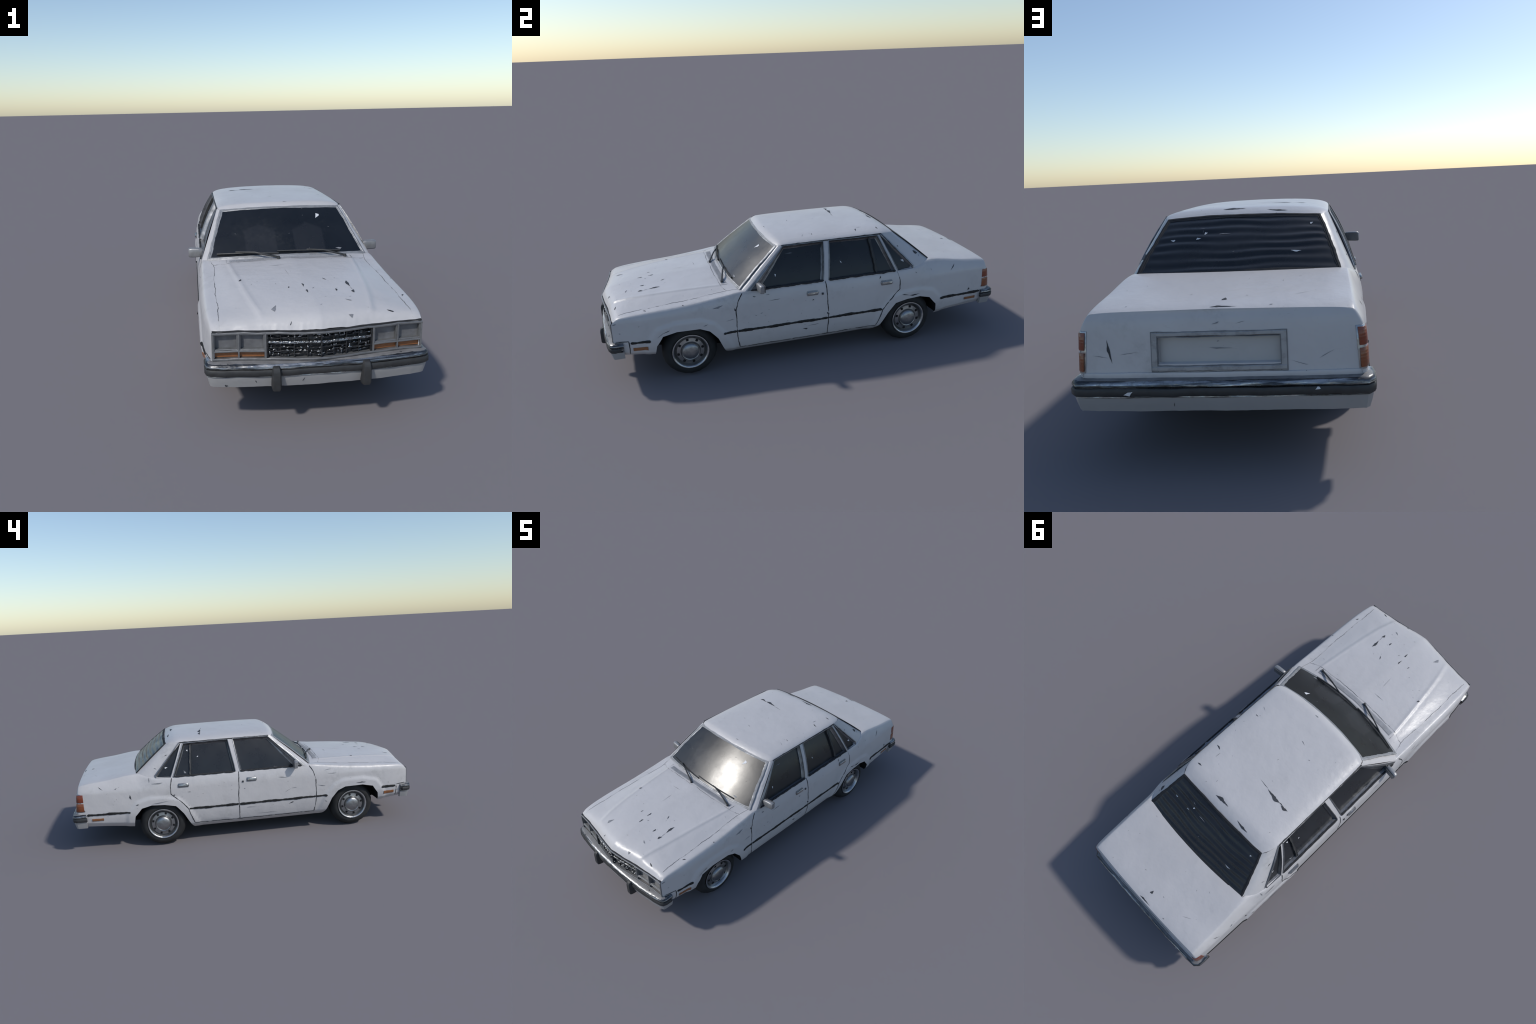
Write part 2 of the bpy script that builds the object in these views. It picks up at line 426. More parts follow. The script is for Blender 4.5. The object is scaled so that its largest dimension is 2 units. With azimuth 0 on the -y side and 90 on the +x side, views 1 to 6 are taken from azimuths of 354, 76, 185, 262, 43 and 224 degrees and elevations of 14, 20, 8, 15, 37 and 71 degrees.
# ------------------------------------------------------------------ thin strips on a surface
def ribbon(path, width, off, seed, surf, nrm, sign=1, wobble=.0016, step=.008, breaks=0.0, flat=False, f=9, base=None):
    """Raised strip (rounded, or flat for a gap line) along a parameter-space path."""
    pts = np.array(densify(path, step, False)); n = len(pts)
    L = np.concatenate([[0], np.cumsum(np.linalg.norm(np.diff(pts, axis=0), axis=1))])
    tan = np.gradient(pts, axis=0); tan /= np.maximum(np.linalg.norm(tan, axis=1), 1e-9)[:, None]
    nor = np.stack([-tan[:, 1], tan[:, 0]], -1)
    ctr = pts + nor * wob(L, seed, wobble, f)[:, None]
    wd = width * (1 + wob(L, seed + 1, .40, f * 1.6))
    if breaks: wd = wd * np.where(wob(L, seed + 2, 1, f * .8) > breaks, 1, .25)
    wd = np.maximum(wd, width * .12)
    if width < .012: wd[0] *= .5; wd[-1] *= .5
    else: wd = width * (1 + wob(L, seed + 1, .12, f * 3))
    prof = [(-.5, -.3), (-.5, .7), (-.3, 1), (.3, 1), (.5, .7), (.5, -.3)] if not flat else [(-.5, 1), (.5, 1)]
    rows = []
    for a, h in prof:
        q = ctr + nor * (a * wd)[:, None]
        oo = base if (base is not None and h < 0) else off * h
        rows.append(surf(q[:, 0], q[:, 1]) + nrm(q[:, 0], q[:, 1]) * oo)
    Q = np.stack(rows, 1)
    if sign < 0: Q = Q * [-1, 1, 1]
    return Q

def strip_obj(name, paths, width, off, seed, mat, parent=None, surf=S, nrm=S_normal, sign=1, kind=None, **k):
    sp = Soup()
    for i, p in enumerate(paths):
        Q = ribbon(p, width, off, seed + 10 * i, surf, nrm, sign, **k)
        a = np.cross(Q[1, 0] - Q[0, 0], Q[0, -1] - Q[0, 0])
        pv = np.array(p[0]); nn = nrm(pv[:1], pv[1:])[0] * ([-1, 1, 1] if sign < 0 else [1, 1, 1])
        sp.grid(Q, flip=(a @ nn) < 0)
    return sp.obj(name, mat, parent, 50, kind)

def ring(name, outer, inner, h, seed, mat, parent, surf=G, nrm=G_normal, sign=1, wobble=.0015, nseg=26, depth=None):
    """Window surround between two matching outlines (same corner count)."""
    def samp(poly):
        out = []; n = len(poly)
        for i in range(n):
            a, b = np.array(poly[i]), np.array(poly[(i + 1) % n])
            for j in range(nseg): out.append(a + (b - a) * j / nseg)
        return np.array(out)
    O, I = samp(outer), samp(inner); m = len(O)
    t = np.arange(m) / nseg
    w = I - O; wl = np.maximum(np.linalg.norm(w, axis=1), 1e-6)[:, None]
    O = O + w / wl * wob(t, seed, wobble, .9)[:, None]; I = I - w / wl * wob(t, seed + 5, wobble, 1.1)[:, None]
    rows = []
    prof = ((0, -.3), (0, .55), (.18, .9), (.5, 1.0), (.62, .55), (.80, .75), (1, .35), (1, -.3))
    if depth:      # moulding outside, then a channel sloping down to the recessed pane
        prof = ((0, -.3), (0, .55), (.12, .9), (.30, .8), (.38, -depth * .25 / h), (.62, -depth * .45 / h), (.70, -depth * .72 / h), (1, -depth * .93 / h), (1, -depth / h))
    for k, hh in prof:
        q = O + (I - O) * k
        oo = h * hh
        rows.append(surf(q[:, 0], q[:, 1]) + nrm(q[:, 0], q[:, 1]) * oo)
    Q = np.stack(rows, 1)
    if sign < 0: Q = Q * [-1, 1, 1]
    a = np.cross(Q[1, 2] - Q[0, 2], Q[0, 3] - Q[0, 2])
    n0 = nrm(O[:1, 0], O[:1, 1])[0] * ([-1, 1, 1] if sign < 0 else [1, 1, 1])
    sp = Soup(); sp.grid(Q, flip=(a @ n0) < 0, closed_u=True)
    return sp.obj(name, mat, parent, 40)

# ------------------------------------------------------------------ body panels
SA = SIG[4]; SG = SIG[5]
FRONT_SEAM = [(-.364, .112), (-.373, .150), (-.377, .205), (-.377, .260), (-.378, .312), (-.363, .355), (-.343, .388)]
REAR_SEAM = [(.329, .115), (.350, .175), (.357, .203), (.392, .247), (.429, .281), (.450, .300), (.450, .345), (.440, .388)]
B_SEAM = [(.073, .112), (.0735, .255), (.067, .350), (.064, .391)]
fs = [Pz(*p) for p in FRONT_SEAM]; rs = [Pz(*p) for p in REAR_SEAM]; bs = [Pz(*p) for p in B_SEAM]
arF = [Pz(*p) for p in ARCHES['front']]; arR = [Pz(*p) for p in ARCHES['rear']]
Y0, Y1 = ST[0], ST[-1]
HOOD_REAR = [(-.408, .303), (-.425, .250), (-.431, .15), (-.433, 0)]
hr = [Px(*p) for p in HOOD_REAR]
COWL_END = Px(-.350, .318)

fender_poly = ([(Y0, 0), (arF[0][0], 0)] + arF + [(-.420, 0), (-.364, 0)] + fs
               + [(-.325, SA - .004), (-.325, SG)] + [COWL_END, hr[0], (-.62, SG), (-.85, SG), (Y0, SG)])
fender_poly = [p for i, p in enumerate(fender_poly) if i == 0 or np.hypot(p[0] - fender_poly[i-1][0], p[1] - fender_poly[i-1][1]) > 1e-4]
sill_poly = [(-.364, 0), (.332, 0)] + [rs[0]] + [bs[0]] + [fs[0]]
door_f_poly = fs + [(-.325, SA - .004)] + [bs[3], bs[2], bs[1], bs[0]]
door_r_poly = bs + [rs[-1]] + rs[-2::-1]
quarter_poly = ([(.332, 0)] + arR[:] + [(arR[-1][0] + .002, 0), (Y1, 0), (Y1, SA), (Y1, SG), (.80, SG), (.636, SG), (.560, SA + .02), (.440, SA + .004)] + rs[::-1])
body = {}
for sg in (1, -1):
    t = "" if sg > 0 else ""
    body['fender', sg] = panel("front_fender", fender_poly, step=.0095, sign=sg)
    body['sill', sg] = panel("door_sill", sill_poly, sign=sg)
    body['doorf', sg] = panel("door", door_f_poly, sign=sg)
    body['doorr', sg] = panel("door", door_r_poly, sign=sg)
    body['quarter', sg] = panel("rear_quarter_panel", quarter_poly, step=.0095, sign=sg)
hood_poly = [(Y0, SG), (-.85, SG), (-.62, SG)] + hr[:] + [mir(p) for p in hr[-2::-1]] + [(-.62, 2*S7-SG), (-.85, 2*S7-SG), (Y0, 2*S7-SG)]
HOOD = panel("bonnet", hood_poly, M_PAINT_TOP)
cowl_poly = hr + [mir(p) for p in hr[-2::-1]] + [mir(COWL_END), (-.325, 2*S7-SG), (-.325, SG), COWL_END]
COWL = panel("cowl", cowl_poly, M_PAINT_TOP)
trunk_poly = [(.600, SG + .012), (.636, SG), (.80, SG), (Y1, SG), (Y1, 2*S7-SG), (.80, 2*S7-SG), (.636, 2*S7-SG), (.600, 2*S7-SG-.012)]
TRUNK = panel("trunk_lid", trunk_poly, M_PAINT_TOP)

# ------------------------------------------------------------------ rear face
def rear_y(z): return pchip([.14, .222, .24, .335, .362, .378, .39], [.972, .970, .967, .957, .9525, .9465, .9445], z)
def rear_face():
    sg = np.linspace(SG, S7, 16)
    top = S(np.full(16, Y1), sg)                       # +x half top edge
    zs = np.concatenate([[0, .02, .05, .09, .14, .20, .26, .32, .375], np.linspace(.385, .775, 14), [.785, .82, .86, .92, 1.0]])
    xin = np.concatenate([np.linspace(.90, .47, 10), [.4315], np.linspace(.428, -.428, 30), [-.4315], np.linspace(-.47, -.90, 10)])
    colx = np.concatenate([[1.0, .997, .988, .972, .945], xin, [-.945, -.972, -.988, -.997, -1.0]])
    rows = []
    sside = np.linspace(SG, SIG[2], 120); side = S(np.full(120, Y1), sside)
    for f in zs:
        row = []
        zs0 = top[0, 2] * (1 - f) + .222 * f
        W = float(np.interp(-zs0, -side[:, 2], side[:, 0]))
        for c in colx:
            ax = abs(c); x = W * c
            zt = float(np.interp(-min(abs(x), top[0, 0]), -top[:, 0], top[:, 2]))
            z = zt * (1 - f) + .222 * f
            yr = float(rear_y(np.array([z]))[0]) + .006 * (1 - ax ** 2)
            k = np.clip((1 - ax) / .055, 0, 1)
            yy = Y1 + (yr - Y1) * math.sqrt(max(0, 1 - (1 - k) ** 2)) if ax > .9 else yr
            if .38 <= f <= .78 and ax < .43: yy -= .014
            if f == 0:
                yy = Y1 + .007 * (1 - (x / .32) ** 2)
            row.append((x, yy, z))
        rows.append(row)
    return np.array(rows)
RF = rear_face()
sp = Soup(); sp.grid(RF, flip=False)
REAR = sp.obj("rear_panel", M_PAINT, None, 60)

# ------------------------------------------------------------------ roof, pillars, screens
def roof_pt(e, u):
    W = pchip([-.150, -.12, .1, .38, .420, .457], [.2575, .268, .2705, .2690, .262, .2435], e)
    z0 = pchip([-.150, -.12, .1, .38, .457], [.5610, .5675, .5700, .5680, .5610], e)
    h = pchip([-.150, -.138, -.115, -.06, .10, .33, .400, .432, .457], [.50, .72, .92, .985, 1.0, .985, .93, .68, .24], e)
    au = np.abs(u)
    pr = pchip([0, .35, .65, .85, .94, .98, 1.0], [.0262, .0249, .0212, .0150, .0088, .0040, 0], au)
    x = W * u
    y = e - .027 * sstep(-.02, -.15, e) * (1 - u * u) + .008 * sstep(.33, .457, e) * (1 - u * u)
    return np.stack([x, y, z0 + pr * h], -1)
eu = np.concatenate([np.linspace(-.150, -.08, 14), np.linspace(-.07, .36, 34), np.linspace(.37, .457, 16)])
uu = np.concatenate([np.linspace(-1, -.85, 10), np.linspace(-.8, .8, 33), np.linspace(.85, 1, 10)])
EE, UU = np.meshgrid(eu, uu, indexing='ij')
sp = Soup(); sp.grid(roof_pt(EE, UU), flip=False)
ROOF = sp.obj("roof", M_PAINT_TOP, None, 60)

def loft(curves, tk, nt_, ns):
    """curves: list of (P0, P1) straight rails blended by monotone cubics across."""
    t = np.linspace(0, 1, nt_); s = np.linspace(0, 1, ns); P = np.zeros((nt_, ns, 3))
    for j, sv in enumerate(s):
        C = np.array([np.array(a) * (1 - sv) + np.array(b) * sv for a, b in curves])
        for k in range(3): P[:, j, k] = pchip(tk, C[:, k], t)
    return P

def gx(y, z, o=0): return float(G(y, z)[0, 0]) + o
for sg in (1, -1):
    # A pillar
    A1 = ((gx(-.330, .388), -.330, .388), (gx(-.120, .5695) + .0005, -.120, .5695))
    A2 = ((.3375, -.342, .390), (.2665, -.137, .5670))
    A3 = ((.3225, -.349, .391), (.2570, -.1500, .5610))
    P = loft([A1, A2, A3], [0, .5, 1], 8, 24)
    Q = P * [sg, 1, 1]; sp = Soup(); sp.grid(Q, flip=sg > 0)
    sp.obj("windscreen_pillar", M_PAINT, ROOF, 60)
    # C pillar
    C1 = ((gx(.370, .569), .370, .5690), (gx(.545, .385), .545, .3850))
    C2 = ((.2655, .405, .5672), (.3405, .585, .390))
    C3 = ((.2570, .437, .5645), (.3255, .622, .398))
    C4 = ((.2435, .4575, .5610), (.3000, .637, .412))
    P = loft([C1, C2, C3, C4], [0, .5, .82, 1], 22, 26)
    Q = P * [sg, 1, 1]; sp = Soup(); sp.grid(Q, flip=sg < 0)
    sp.obj("rear_pillar", M_PAINT, ROOF, 60)
    # flat window side behind the panes: pillars between the doors
    panel("door_pillar", [(-.335, .386), (-.120, .5695), (.385, .5690), (.545, .392), (.545, .386)], M_PAINT, .02, 0.0, ROOF, G, G_normal, sg,
          holes=[[(-.300, .3940), (-.1215, .5635), (.0805, .5645), (.0555, .3940)], [(.0815, .3940), (.1095, .5645), (.3605, .5615), (.4300, .3940)],
                 [(.4440, .3930), (.3755, .5605), (.3860, .5615), (.5275, .4050), (.5235, .3930)]])

def screen(Bc, Tc, bulge):
    """Curved screen: surf(u, v), u across in [-1, 1], v from base 0 to top 1."""
    def f(u, v):
        u = np.atleast_1d(np.asarray(u, float)); v = np.atleast_1d(np.asarray(v, float)); q = 1 - u * u
        B = np.stack([Bc[0] * u, Bc[1] + Bc[2] * q, Bc[3] + Bc[4] * q], -1)
        T = np.stack([Tc[0] * u, Tc[1] + Tc[2] * q, Tc[3] + Tc[4] * q], -1)
        n = np.array([0, -np.sign(Bc[2]) * 0 + (1 if Bc[1] > 0 else -1) * .6, .8])
        return B * (1 - v)[:, None] + T * v[:, None] + n * (bulge * np.sin(np.pi * np.clip(v, 0, 1)))[:, None]
    def nn(u, v):
        h = 1e-3; u = np.atleast_1d(u).astype(float); v = np.atleast_1d(v).astype(float)
        n = np.cross(f(u + h, v) - f(u - h, v), f(u, v + h) - f(u, v - h))
        n /= np.linalg.norm(n, axis=1)[:, None]
        return n * np.sign(n[:, 2:3])
    return f, nn
WS, WSn = screen((.322, -.346, -.040, .399, .0105), (.2565, -.1495, -.0255, .5620, .0115), .003)
BL, BLn = screen((.3000, .634, .013, .4150, .0060), (.2430, .4570, .0080, .5615, .0080), .003)

def screen_glass(name, f, fn, mat, u1, v0, v1, ripple, nu=60, nv=60):
    u = np.linspace(-u1, u1, nu); v = np.linspace(v0, v1, nv)
    U, Vv = np.meshgrid(u, v, indexing='ij')
    P = f(U.ravel(), Vv.ravel()); N = fn(U.ravel(), Vv.ravel())
    if ripple:
        ph = Vv.ravel() * 7.2 * 2 * np.pi + .8 * np.sin(U.ravel() * 3 + 4 * Vv.ravel()) + .45 * np.sin(U.ravel() * 8 + 2 - 5 * Vv.ravel())
        P = P + N * ((.0013 * np.sin(ph) * (1 + .45 * np.sin(U.ravel() * 4 + 9 * Vv.ravel()))) * np.minimum(1, np.minimum(u1 - abs(U.ravel()), .1) * 10) )[:, None]
    P = (P + N * .0012).reshape(nu, nv, 3)
    sp = Soup(); g = np.cross(P[1, 0] - P[0, 0], P[0, 1] - P[0, 0])
    sp.grid(P, flip=g[2] < 0)
    return sp.obj(name, mat, None, 60)
WIND = screen_glass("windscreen", WS, WSn, M_SCREEN, 1.0, 0.0, 1.0, False)
BACK = screen_glass("rear_window", BL, BLn, M_REARGLASS, 1.0, 0.0, 1.0, True, 60, 140)
ring("windscreen_frame", [(-1.012, -.03), (1.012, -.03), (1.012, 1.012), (-1.012, 1.012)], [(-.968, .030), (.968, .030), (.960, .962), (-.960, .962)],
     .0035, 31, M_FRAME, WIND, WS, WSn, 1, .010, 40)
ring("rear_window_frame", [(-1.012, -.03), (1.012, -.03), (1.012, 1.015), (-1.012, 1.015)], [(-.962, .035), (.962, .035), (.955, .95), (-.955, .95)],
     .0032, 37, M_SEAM, BACK, BL, BLn, 1, .010, 40)

# ------------------------------------------------------------------ side windows and trims
FW_OUT = [(-.318, .393), (-.123, .5665), (.083, .5665), (.058, .393)]
FW_IN = [(-.252, .3985), (-.116, .5530), (.0715, .5555), (.0455, .3985)]
FW_GLASS = [(-.262, .396), (-.258, .437), (-.118, .5555), (.074, .5575), (.046, .396)]
RW_OUT = [(.079, .393), (.1075, .5660), (.3630, .5640), (.4330, .393)]
RW_IN = [(.0935, .3985), (.1175, .5560), (.3520, .5510), (.4150, .3985)]
QW_OUT = [(.4420, .3910), (.3740, .5640), (.3860, .5665), (.5330, .4060), (.5280, .3910)]
QW_IN = [(.4510, .3985), (.3810, .5480), (.3825, .5480), (.5110, .4020), (.5090, .3985)]
for sg in (1, -1):
    df, dr, qp = body['doorf', sg], body['doorr', sg], body['quarter', sg]
    panel("window_pane", [(-.315, .388), (-.120, .5640), (.085, .5650), (.058, .388)], M_GLASS, .02, -.0150, df, G, G_normal, sg)
    panel("window_pane", [(.080, .388), (.105, .5650), (.362, .5620), (.433, .388)], M_GLASS, .02, -.0150, dr, G, G_normal, sg)
    panel("window_pane", [(.440, .388), (.374, .5610), (.388, .5610), (.530, .4040), (.527, .388)], M_GLASS, .02, -.0120, qp, G, G_normal, sg)
    ring("window_frame", FW_OUT, FW_IN, .0036, 41 + sg, M_CHROME_DULL, df, sign=sg, wobble=.0012, depth=.016)
    ring("window_frame", RW_OUT, RW_IN, .0036, 51 + sg, M_CHROME_DULL, dr, sign=sg, wobble=.0012, depth=.016)
    ring("window_frame", QW_OUT, QW_IN, .0034, 61 + sg, M_CHROME_DULL, qp, sign=sg, wobble=.0010, depth=.016)
    # upright bar in the rear door window
    strip_obj("window_divider", [[(.3190, .5560), (.3335, .3960)]], .011, -.0060, 70 + sg, M_RUBBER, dr, G, G_normal, sg, wobble=.0008, base=-.016)
    # triangular sail behind the mirror
    panel("mirror_sail", [(-.317, .3915), (-.262, .4420), (-.250, .3915)], M_SAIL, .012, -.0010, df, G, G_normal, sg)
    # dark drip rail over the doors, down the rear edge
    strip_obj("drip_rail", [[(-.128, .5665), (.384, .5665)]], .0042, .0034, 80 + sg, M_RUBBER, ROOF, G, G_normal, sg, wobble=.0010)
    strip_obj("belt_moulding", [[(-.300, .3925), (.056, .3925)]], .0080, .0056, 90 + sg, M_SEAM, df, G, G_normal, sg, wobble=.0012)
    strip_obj("belt_moulding", [[(.083, .3925), (.430, .3925)]], .0080, .0056, 95 + sg, M_SEAM, dr, G, G_normal, sg, wobble=.0012)

# ------------------------------------------------------------------ seams, rub strips, markers, handles
def zline(pts): return [tuple(p) for p in pts]
for sg in (1, -1):
    df, dr, qp, fe = body['doorf', sg], body['doorr', sg], body['quarter', sg], body['fender', sg]
    strip_obj("panel_gap", [zline(FRONT_SEAM), zline(REAR_SEAM), zline(B_SEAM), zline([(-.364, .112), (.073, .112), (.329, .115)]),
                            zline([(-.868, .157), (-.868, .229)]), zline([(-.868, .229), (-.925, .231)])],
              .0038, .0007, 100 + sg, M_SEAM, None, SZ, SZn, sign=sg, flat=True, wobble=.0014, step=.006, breaks=-.62, f=7, kind="stuff")
    rub = dict(width=.0112, off=.0035, mat=M_STRIP, surf=SZ, nrm=SZn, sign=sg, wobble=.0015, step=.005, f=4.2)
    strip_obj("rub_strip", [zline([(-.442, .2060), (-.379, .2060)])], seed=120 + sg, parent=fe, **rub)
    strip_obj("rub_strip", [zline([(-.374, .2060), (.071, .2050)])], seed=122 + sg, parent=df, **rub)
    strip_obj("rub_strip", [zline([(.076, .2050), (.355, .2065)])], seed=124 + sg, parent=dr, **rub)
    strip_obj("rub_strip", [zline([(.678, .2150), (.912, .2190)])], seed=126 + sg, parent=qp, **rub)
    strip_obj("rub_strip", [zline([(-.861, .2210), (-.773, .2215)])], seed=128 + sg, parent=fe, **rub)
    for nm, y0, y1, z0, z1, par in (("side_marker_lamp", -.852, -.787, .178, .195, fe), ("side_marker_lamp", .826, .889, .1815, .195, qp)):
        strip_obj(nm, [zline([(y0, (z0 + z1) / 2), (y1, (z0 + z1) / 2)])], z1 - z0, .0030, 130 + sg, M_AMBER, par, SZ, SZn, sign=sg, wobble=.0006, step=.006, f=4)

# bonnet gap line and cowl outline
gapl = [(-.900, SG), (-.80, SG), (-.62, SG), hr[0], COWL_END]
cow = [hr[0], hr[1]]
vent_box = [Px(-.424, .250), Px(-.381, .252)]
strip_obj("bonnet_gap", [gapl, [mir(p) for p in gapl], hr[:2], [mir(p) for p in hr[:2]], vent_box, [mir(p) for p in vent_box],
                         hr[1:] , [mir(p) for p in hr[1:]]],
          .0020, .0006, 150, M_GAP, None, flat=True, wobble=.0030, step=.006, breaks=-.25, kind="stuff", f=6)
# slotted air intake on the cowl
vs = Soup()
NV = 74
for i in range(NV):
    x0 = -.236 + (.232 + .236) * i / NV; x1 = x0 + .0040
    q = 1 - (x0 / .24) ** 2
    ya, yb = -.4135 - .011 * q * .6 + float(wob(x0, 5, .0020, 5)), -.3925 - .011 * q * .9 + float(wob(x0, 6, .0018, 5))
    c = [Px(y, x) for y, x in ((ya, x0), (ya, x1), (yb, x1), (yb, x0))]
    E_, S_ = np.array([p[0] for p in c]), np.array([p[1] for p in c])
    B = S(E_, S_); N = S_normal(E_, S_)
    vs.add(np.concatenate([B + N * .0002, B + N * .0022]), [(4, 5, 6, 7), (0, 1, 5, 4), (1, 2, 6, 5), (2, 3, 7, 6), (3, 0, 4, 7)])
vs.obj("air_intake_slat", M_VENT, COWL, 30, "stuff")
vp = [Px(-.4165 - .007 * (1 - (x / .24) ** 2) + float(wob(x, 5, .0020, 5)), x) for x in np.linspace(-.240, .236, 30)] + \
     [Px(-.3900 - .010 * (1 - (x / .24) ** 2) + float(wob(x, 6, .0018, 5)), x) for x in np.linspace(.236, -.240, 30)]
panel("air_intake", vp, M_VENT, .01, .0008, COWL)

def lathe_pts(prof, n, axis_x=True):
    a = np.linspace(0, 2 * np.pi, n, endpoint=False)
    return np.array([[(x, r * math.cos(t), r * math.sin(t)) for (x, r) in prof] for t in a])

def handle(yc, zc, ln, par, sg, lock):
    sp = Soup()
    e, s = Pz(yc, zc); c = S([e], [s])[0]; n = S_normal([e], [s])[0]
    u = np.array([0, 1, 0.]); w = np.cross(u, n) * -1; w /= np.linalg.norm(w)
    if w[2] < 0: w = -w
    # recessed surround ring plus a paddle bar
    def box(cu, cw, hu, hw, d0, d1, r=.3):
        ring_ = [(-1, -r), (-1 + .12, -1), (1 - .12, -1), (1, -r), (1, r), (1 - .12, 1), (-1 + .12, 1), (-1, r)]
        lo = [c + u * (cu + a * hu) + w * (cw + b * hw) + n * d0 for a, b in ring_]
        hi = [c + u * (cu + a * hu) + w * (cw + b * hw) + n * d1 for a, b in ring_]
        tp = [c + u * (cu + a * hu * .93) + w * (cw + b * hw * .72) + n * (d1 + .0012) for a, b in ring_]
        V = np.array(lo + hi + tp) * [sg, 1, 1]
        F = [(i, (i + 1) % 8, 8 + (i + 1) % 8, 8 + i) for i in range(8)] + [(8 + i, 8 + (i + 1) % 8, 16 + (i + 1) % 8, 16 + i) for i in range(8)] + [tuple(range(16, 24))]
        if sg < 0: F = [f[::-1] for f in F]
        return V, F
    h1 = Soup(); h1.add(*box(0, 0, ln / 2, .0115, -.002, .0022)); base = h1.obj("handle_surround", M_CHROME_DULL, par, 30)
    h2 = Soup(); h2.add(*box(0, .0015, ln / 2 - .004, .0060, 0, .0085)); h2.obj("door_handle", M_CHROME, par, 30)
    if lock:
        h3 = Soup(); h3.add(*box(.050, -.0095, .0048, .0048, -.001, .003, .45)); h3.obj("door_lock", M_CHIP, par, 30)
for sg in (1, -1):
    handle(-.005, .3435, .058, body['doorf', sg], sg, True)
    handle(.378, .3440, .062, body['doorr', sg], sg, False)

# ------------------------------------------------------------------ wheel wells and underside
for sg in (1, -1):
    for key in ('front', 'rear'):
        pl = np.array(densify(ARCHES[key], .012, False))
        es = np.array([Pz(*p) for p in pl])
        outer = S(es[:, 0], es[:, 1])
        rows = [outer, outer - [.004, 0, 0] + [0, 0, .0], outer * [0, 1, 1] + [.25, 0, 0]]
        rows[1] = outer + np.array([-.010, 0, .002])
        P = np.stack(rows, 1) * [sg, 1, 1]
        sp = Soup(); sp.grid(P, flip=(sg > 0))
        m = len(pl); o = len(sp.V)
        inner = P[:, 2]
        sp.add(list(inner), [tuple(range(m)) if sg < 0 else tuple(range(m))[::-1]])
        sp.obj("wheel_well", M_DARK, body['fender' if key == 'front' else 'quarter', sg], 40)
fl = Soup()
def box_pts(x0, x1, y0, y1, z0, z1):
    V = [(x, y, z) for z in (z0, z1) for x, y in ((x0, y0), (x1, y0), (x1, y1), (x0, y1))]
    F = [(3, 2, 1, 0), (4, 5, 6, 7), (0, 1, 5, 4), (1, 2, 6, 5), (2, 3, 7, 6), (3, 0, 4, 7)]
    return V, F
fl.add(*box_pts(-.322, .322, -.42, .335, .094, .125))
fl.add(*box_pts(-.205, .205, -.93, .93, .150, .20))
fl.add(*box_pts(-.318, .318, -.92, -.765, .160, .215))
fl.add(*box_pts(-.318, .318, .675, .945, .150, .215))
fl.obj("underbody", M_DARK, None, 30)
ax = Soup()
for y in (-.598, .506):
    P = np.array([[(x, y + .012 * math.cos(a), .128 + .012 * math.sin(a)) for x in (-.30, .30)] for a in np.linspace(0, 6.283, 12, endpoint=False)])
    ax.grid(P, closed_u=True)
ax.obj("axle", M_DARK, None, 40)

# ------------------------------------------------------------------ wheels
R = .1292
def lathe_mesh(name, prof, n, phase=0.0, angle=40):
    a = np.linspace(0, 2 * np.pi, n, endpoint=False) + phase
    P = np.array([[(x, r * math.cos(t), r * math.sin(t)) for (x, r) in prof] for t in a])
    sp = Soup(); sp.grid(P, closed_u=True, flip=True)
    me = bpy.data.meshes.new(name); me.from_pydata(sp.V, [], sp.F); me.validate(); me.update()
    me.polygons.foreach_set("use_smooth", [True] * len(me.polygons)); me.set_sharp_from_angle(angle=math.radians(angle))
    return me
tyre_prof = [(-.085, .078), (-.088, .105), (-.078, .121), (-.062, R), (-.030, R), (-.014, .1225), (-.002, .110), (.002, .098), (.000, .0865), (-.008, .081), (-.03, .078)]
me_tyre = lathe_mesh("tyre", tyre_prof, 22, math.pi / 22, 50); me_tyre.materials.append(M_TYRE)
rim_prof = [(-.030, .0800), (-.004, .0805), (.0030, .0845), (.0032, .0810), (-.005, .0770), (-.017, .0720), (-.0195, .0690), (-.0090, .0640), (-.0075, .0500), (-.0070, .0470), (-.0100, .0440), (-.0110, .0300), (-.011, .001)]
me_rim = lathe_mesh("rim", rim_prof, 40, 0, 45); me_rim.materials.append(M_RIM)
lip_prof = [(-.002, .0800), (.0020, .0850), (.0046, .0858), (.0052, .0830), (.0036, .0790), (-.006, .0760)]
me_lip = lathe_mesh("rim_lip", lip_prof, 40, 0, 60); me_lip.materials.append(M_LIP)
cap_prof = [(-.012, .0445), (-.001, .0440), (.0020, .0420), (.0010, .0395), (.0040, .0375), (.0075, .0330), (.0100, .022), (.0112, .010), (.0115, .0005)]
me_cap = lathe_mesh("hub_cap", cap_prof, 30, 0, 35); me_cap.materials.append(M_RIM)
drum_prof = [(-.09, .001), (-.09, .070), (-.03, .074), (-.03, .001)]
me_drum = lathe_mesh("wheel", drum_prof, 24); me_drum.materials.append(M_DARK)
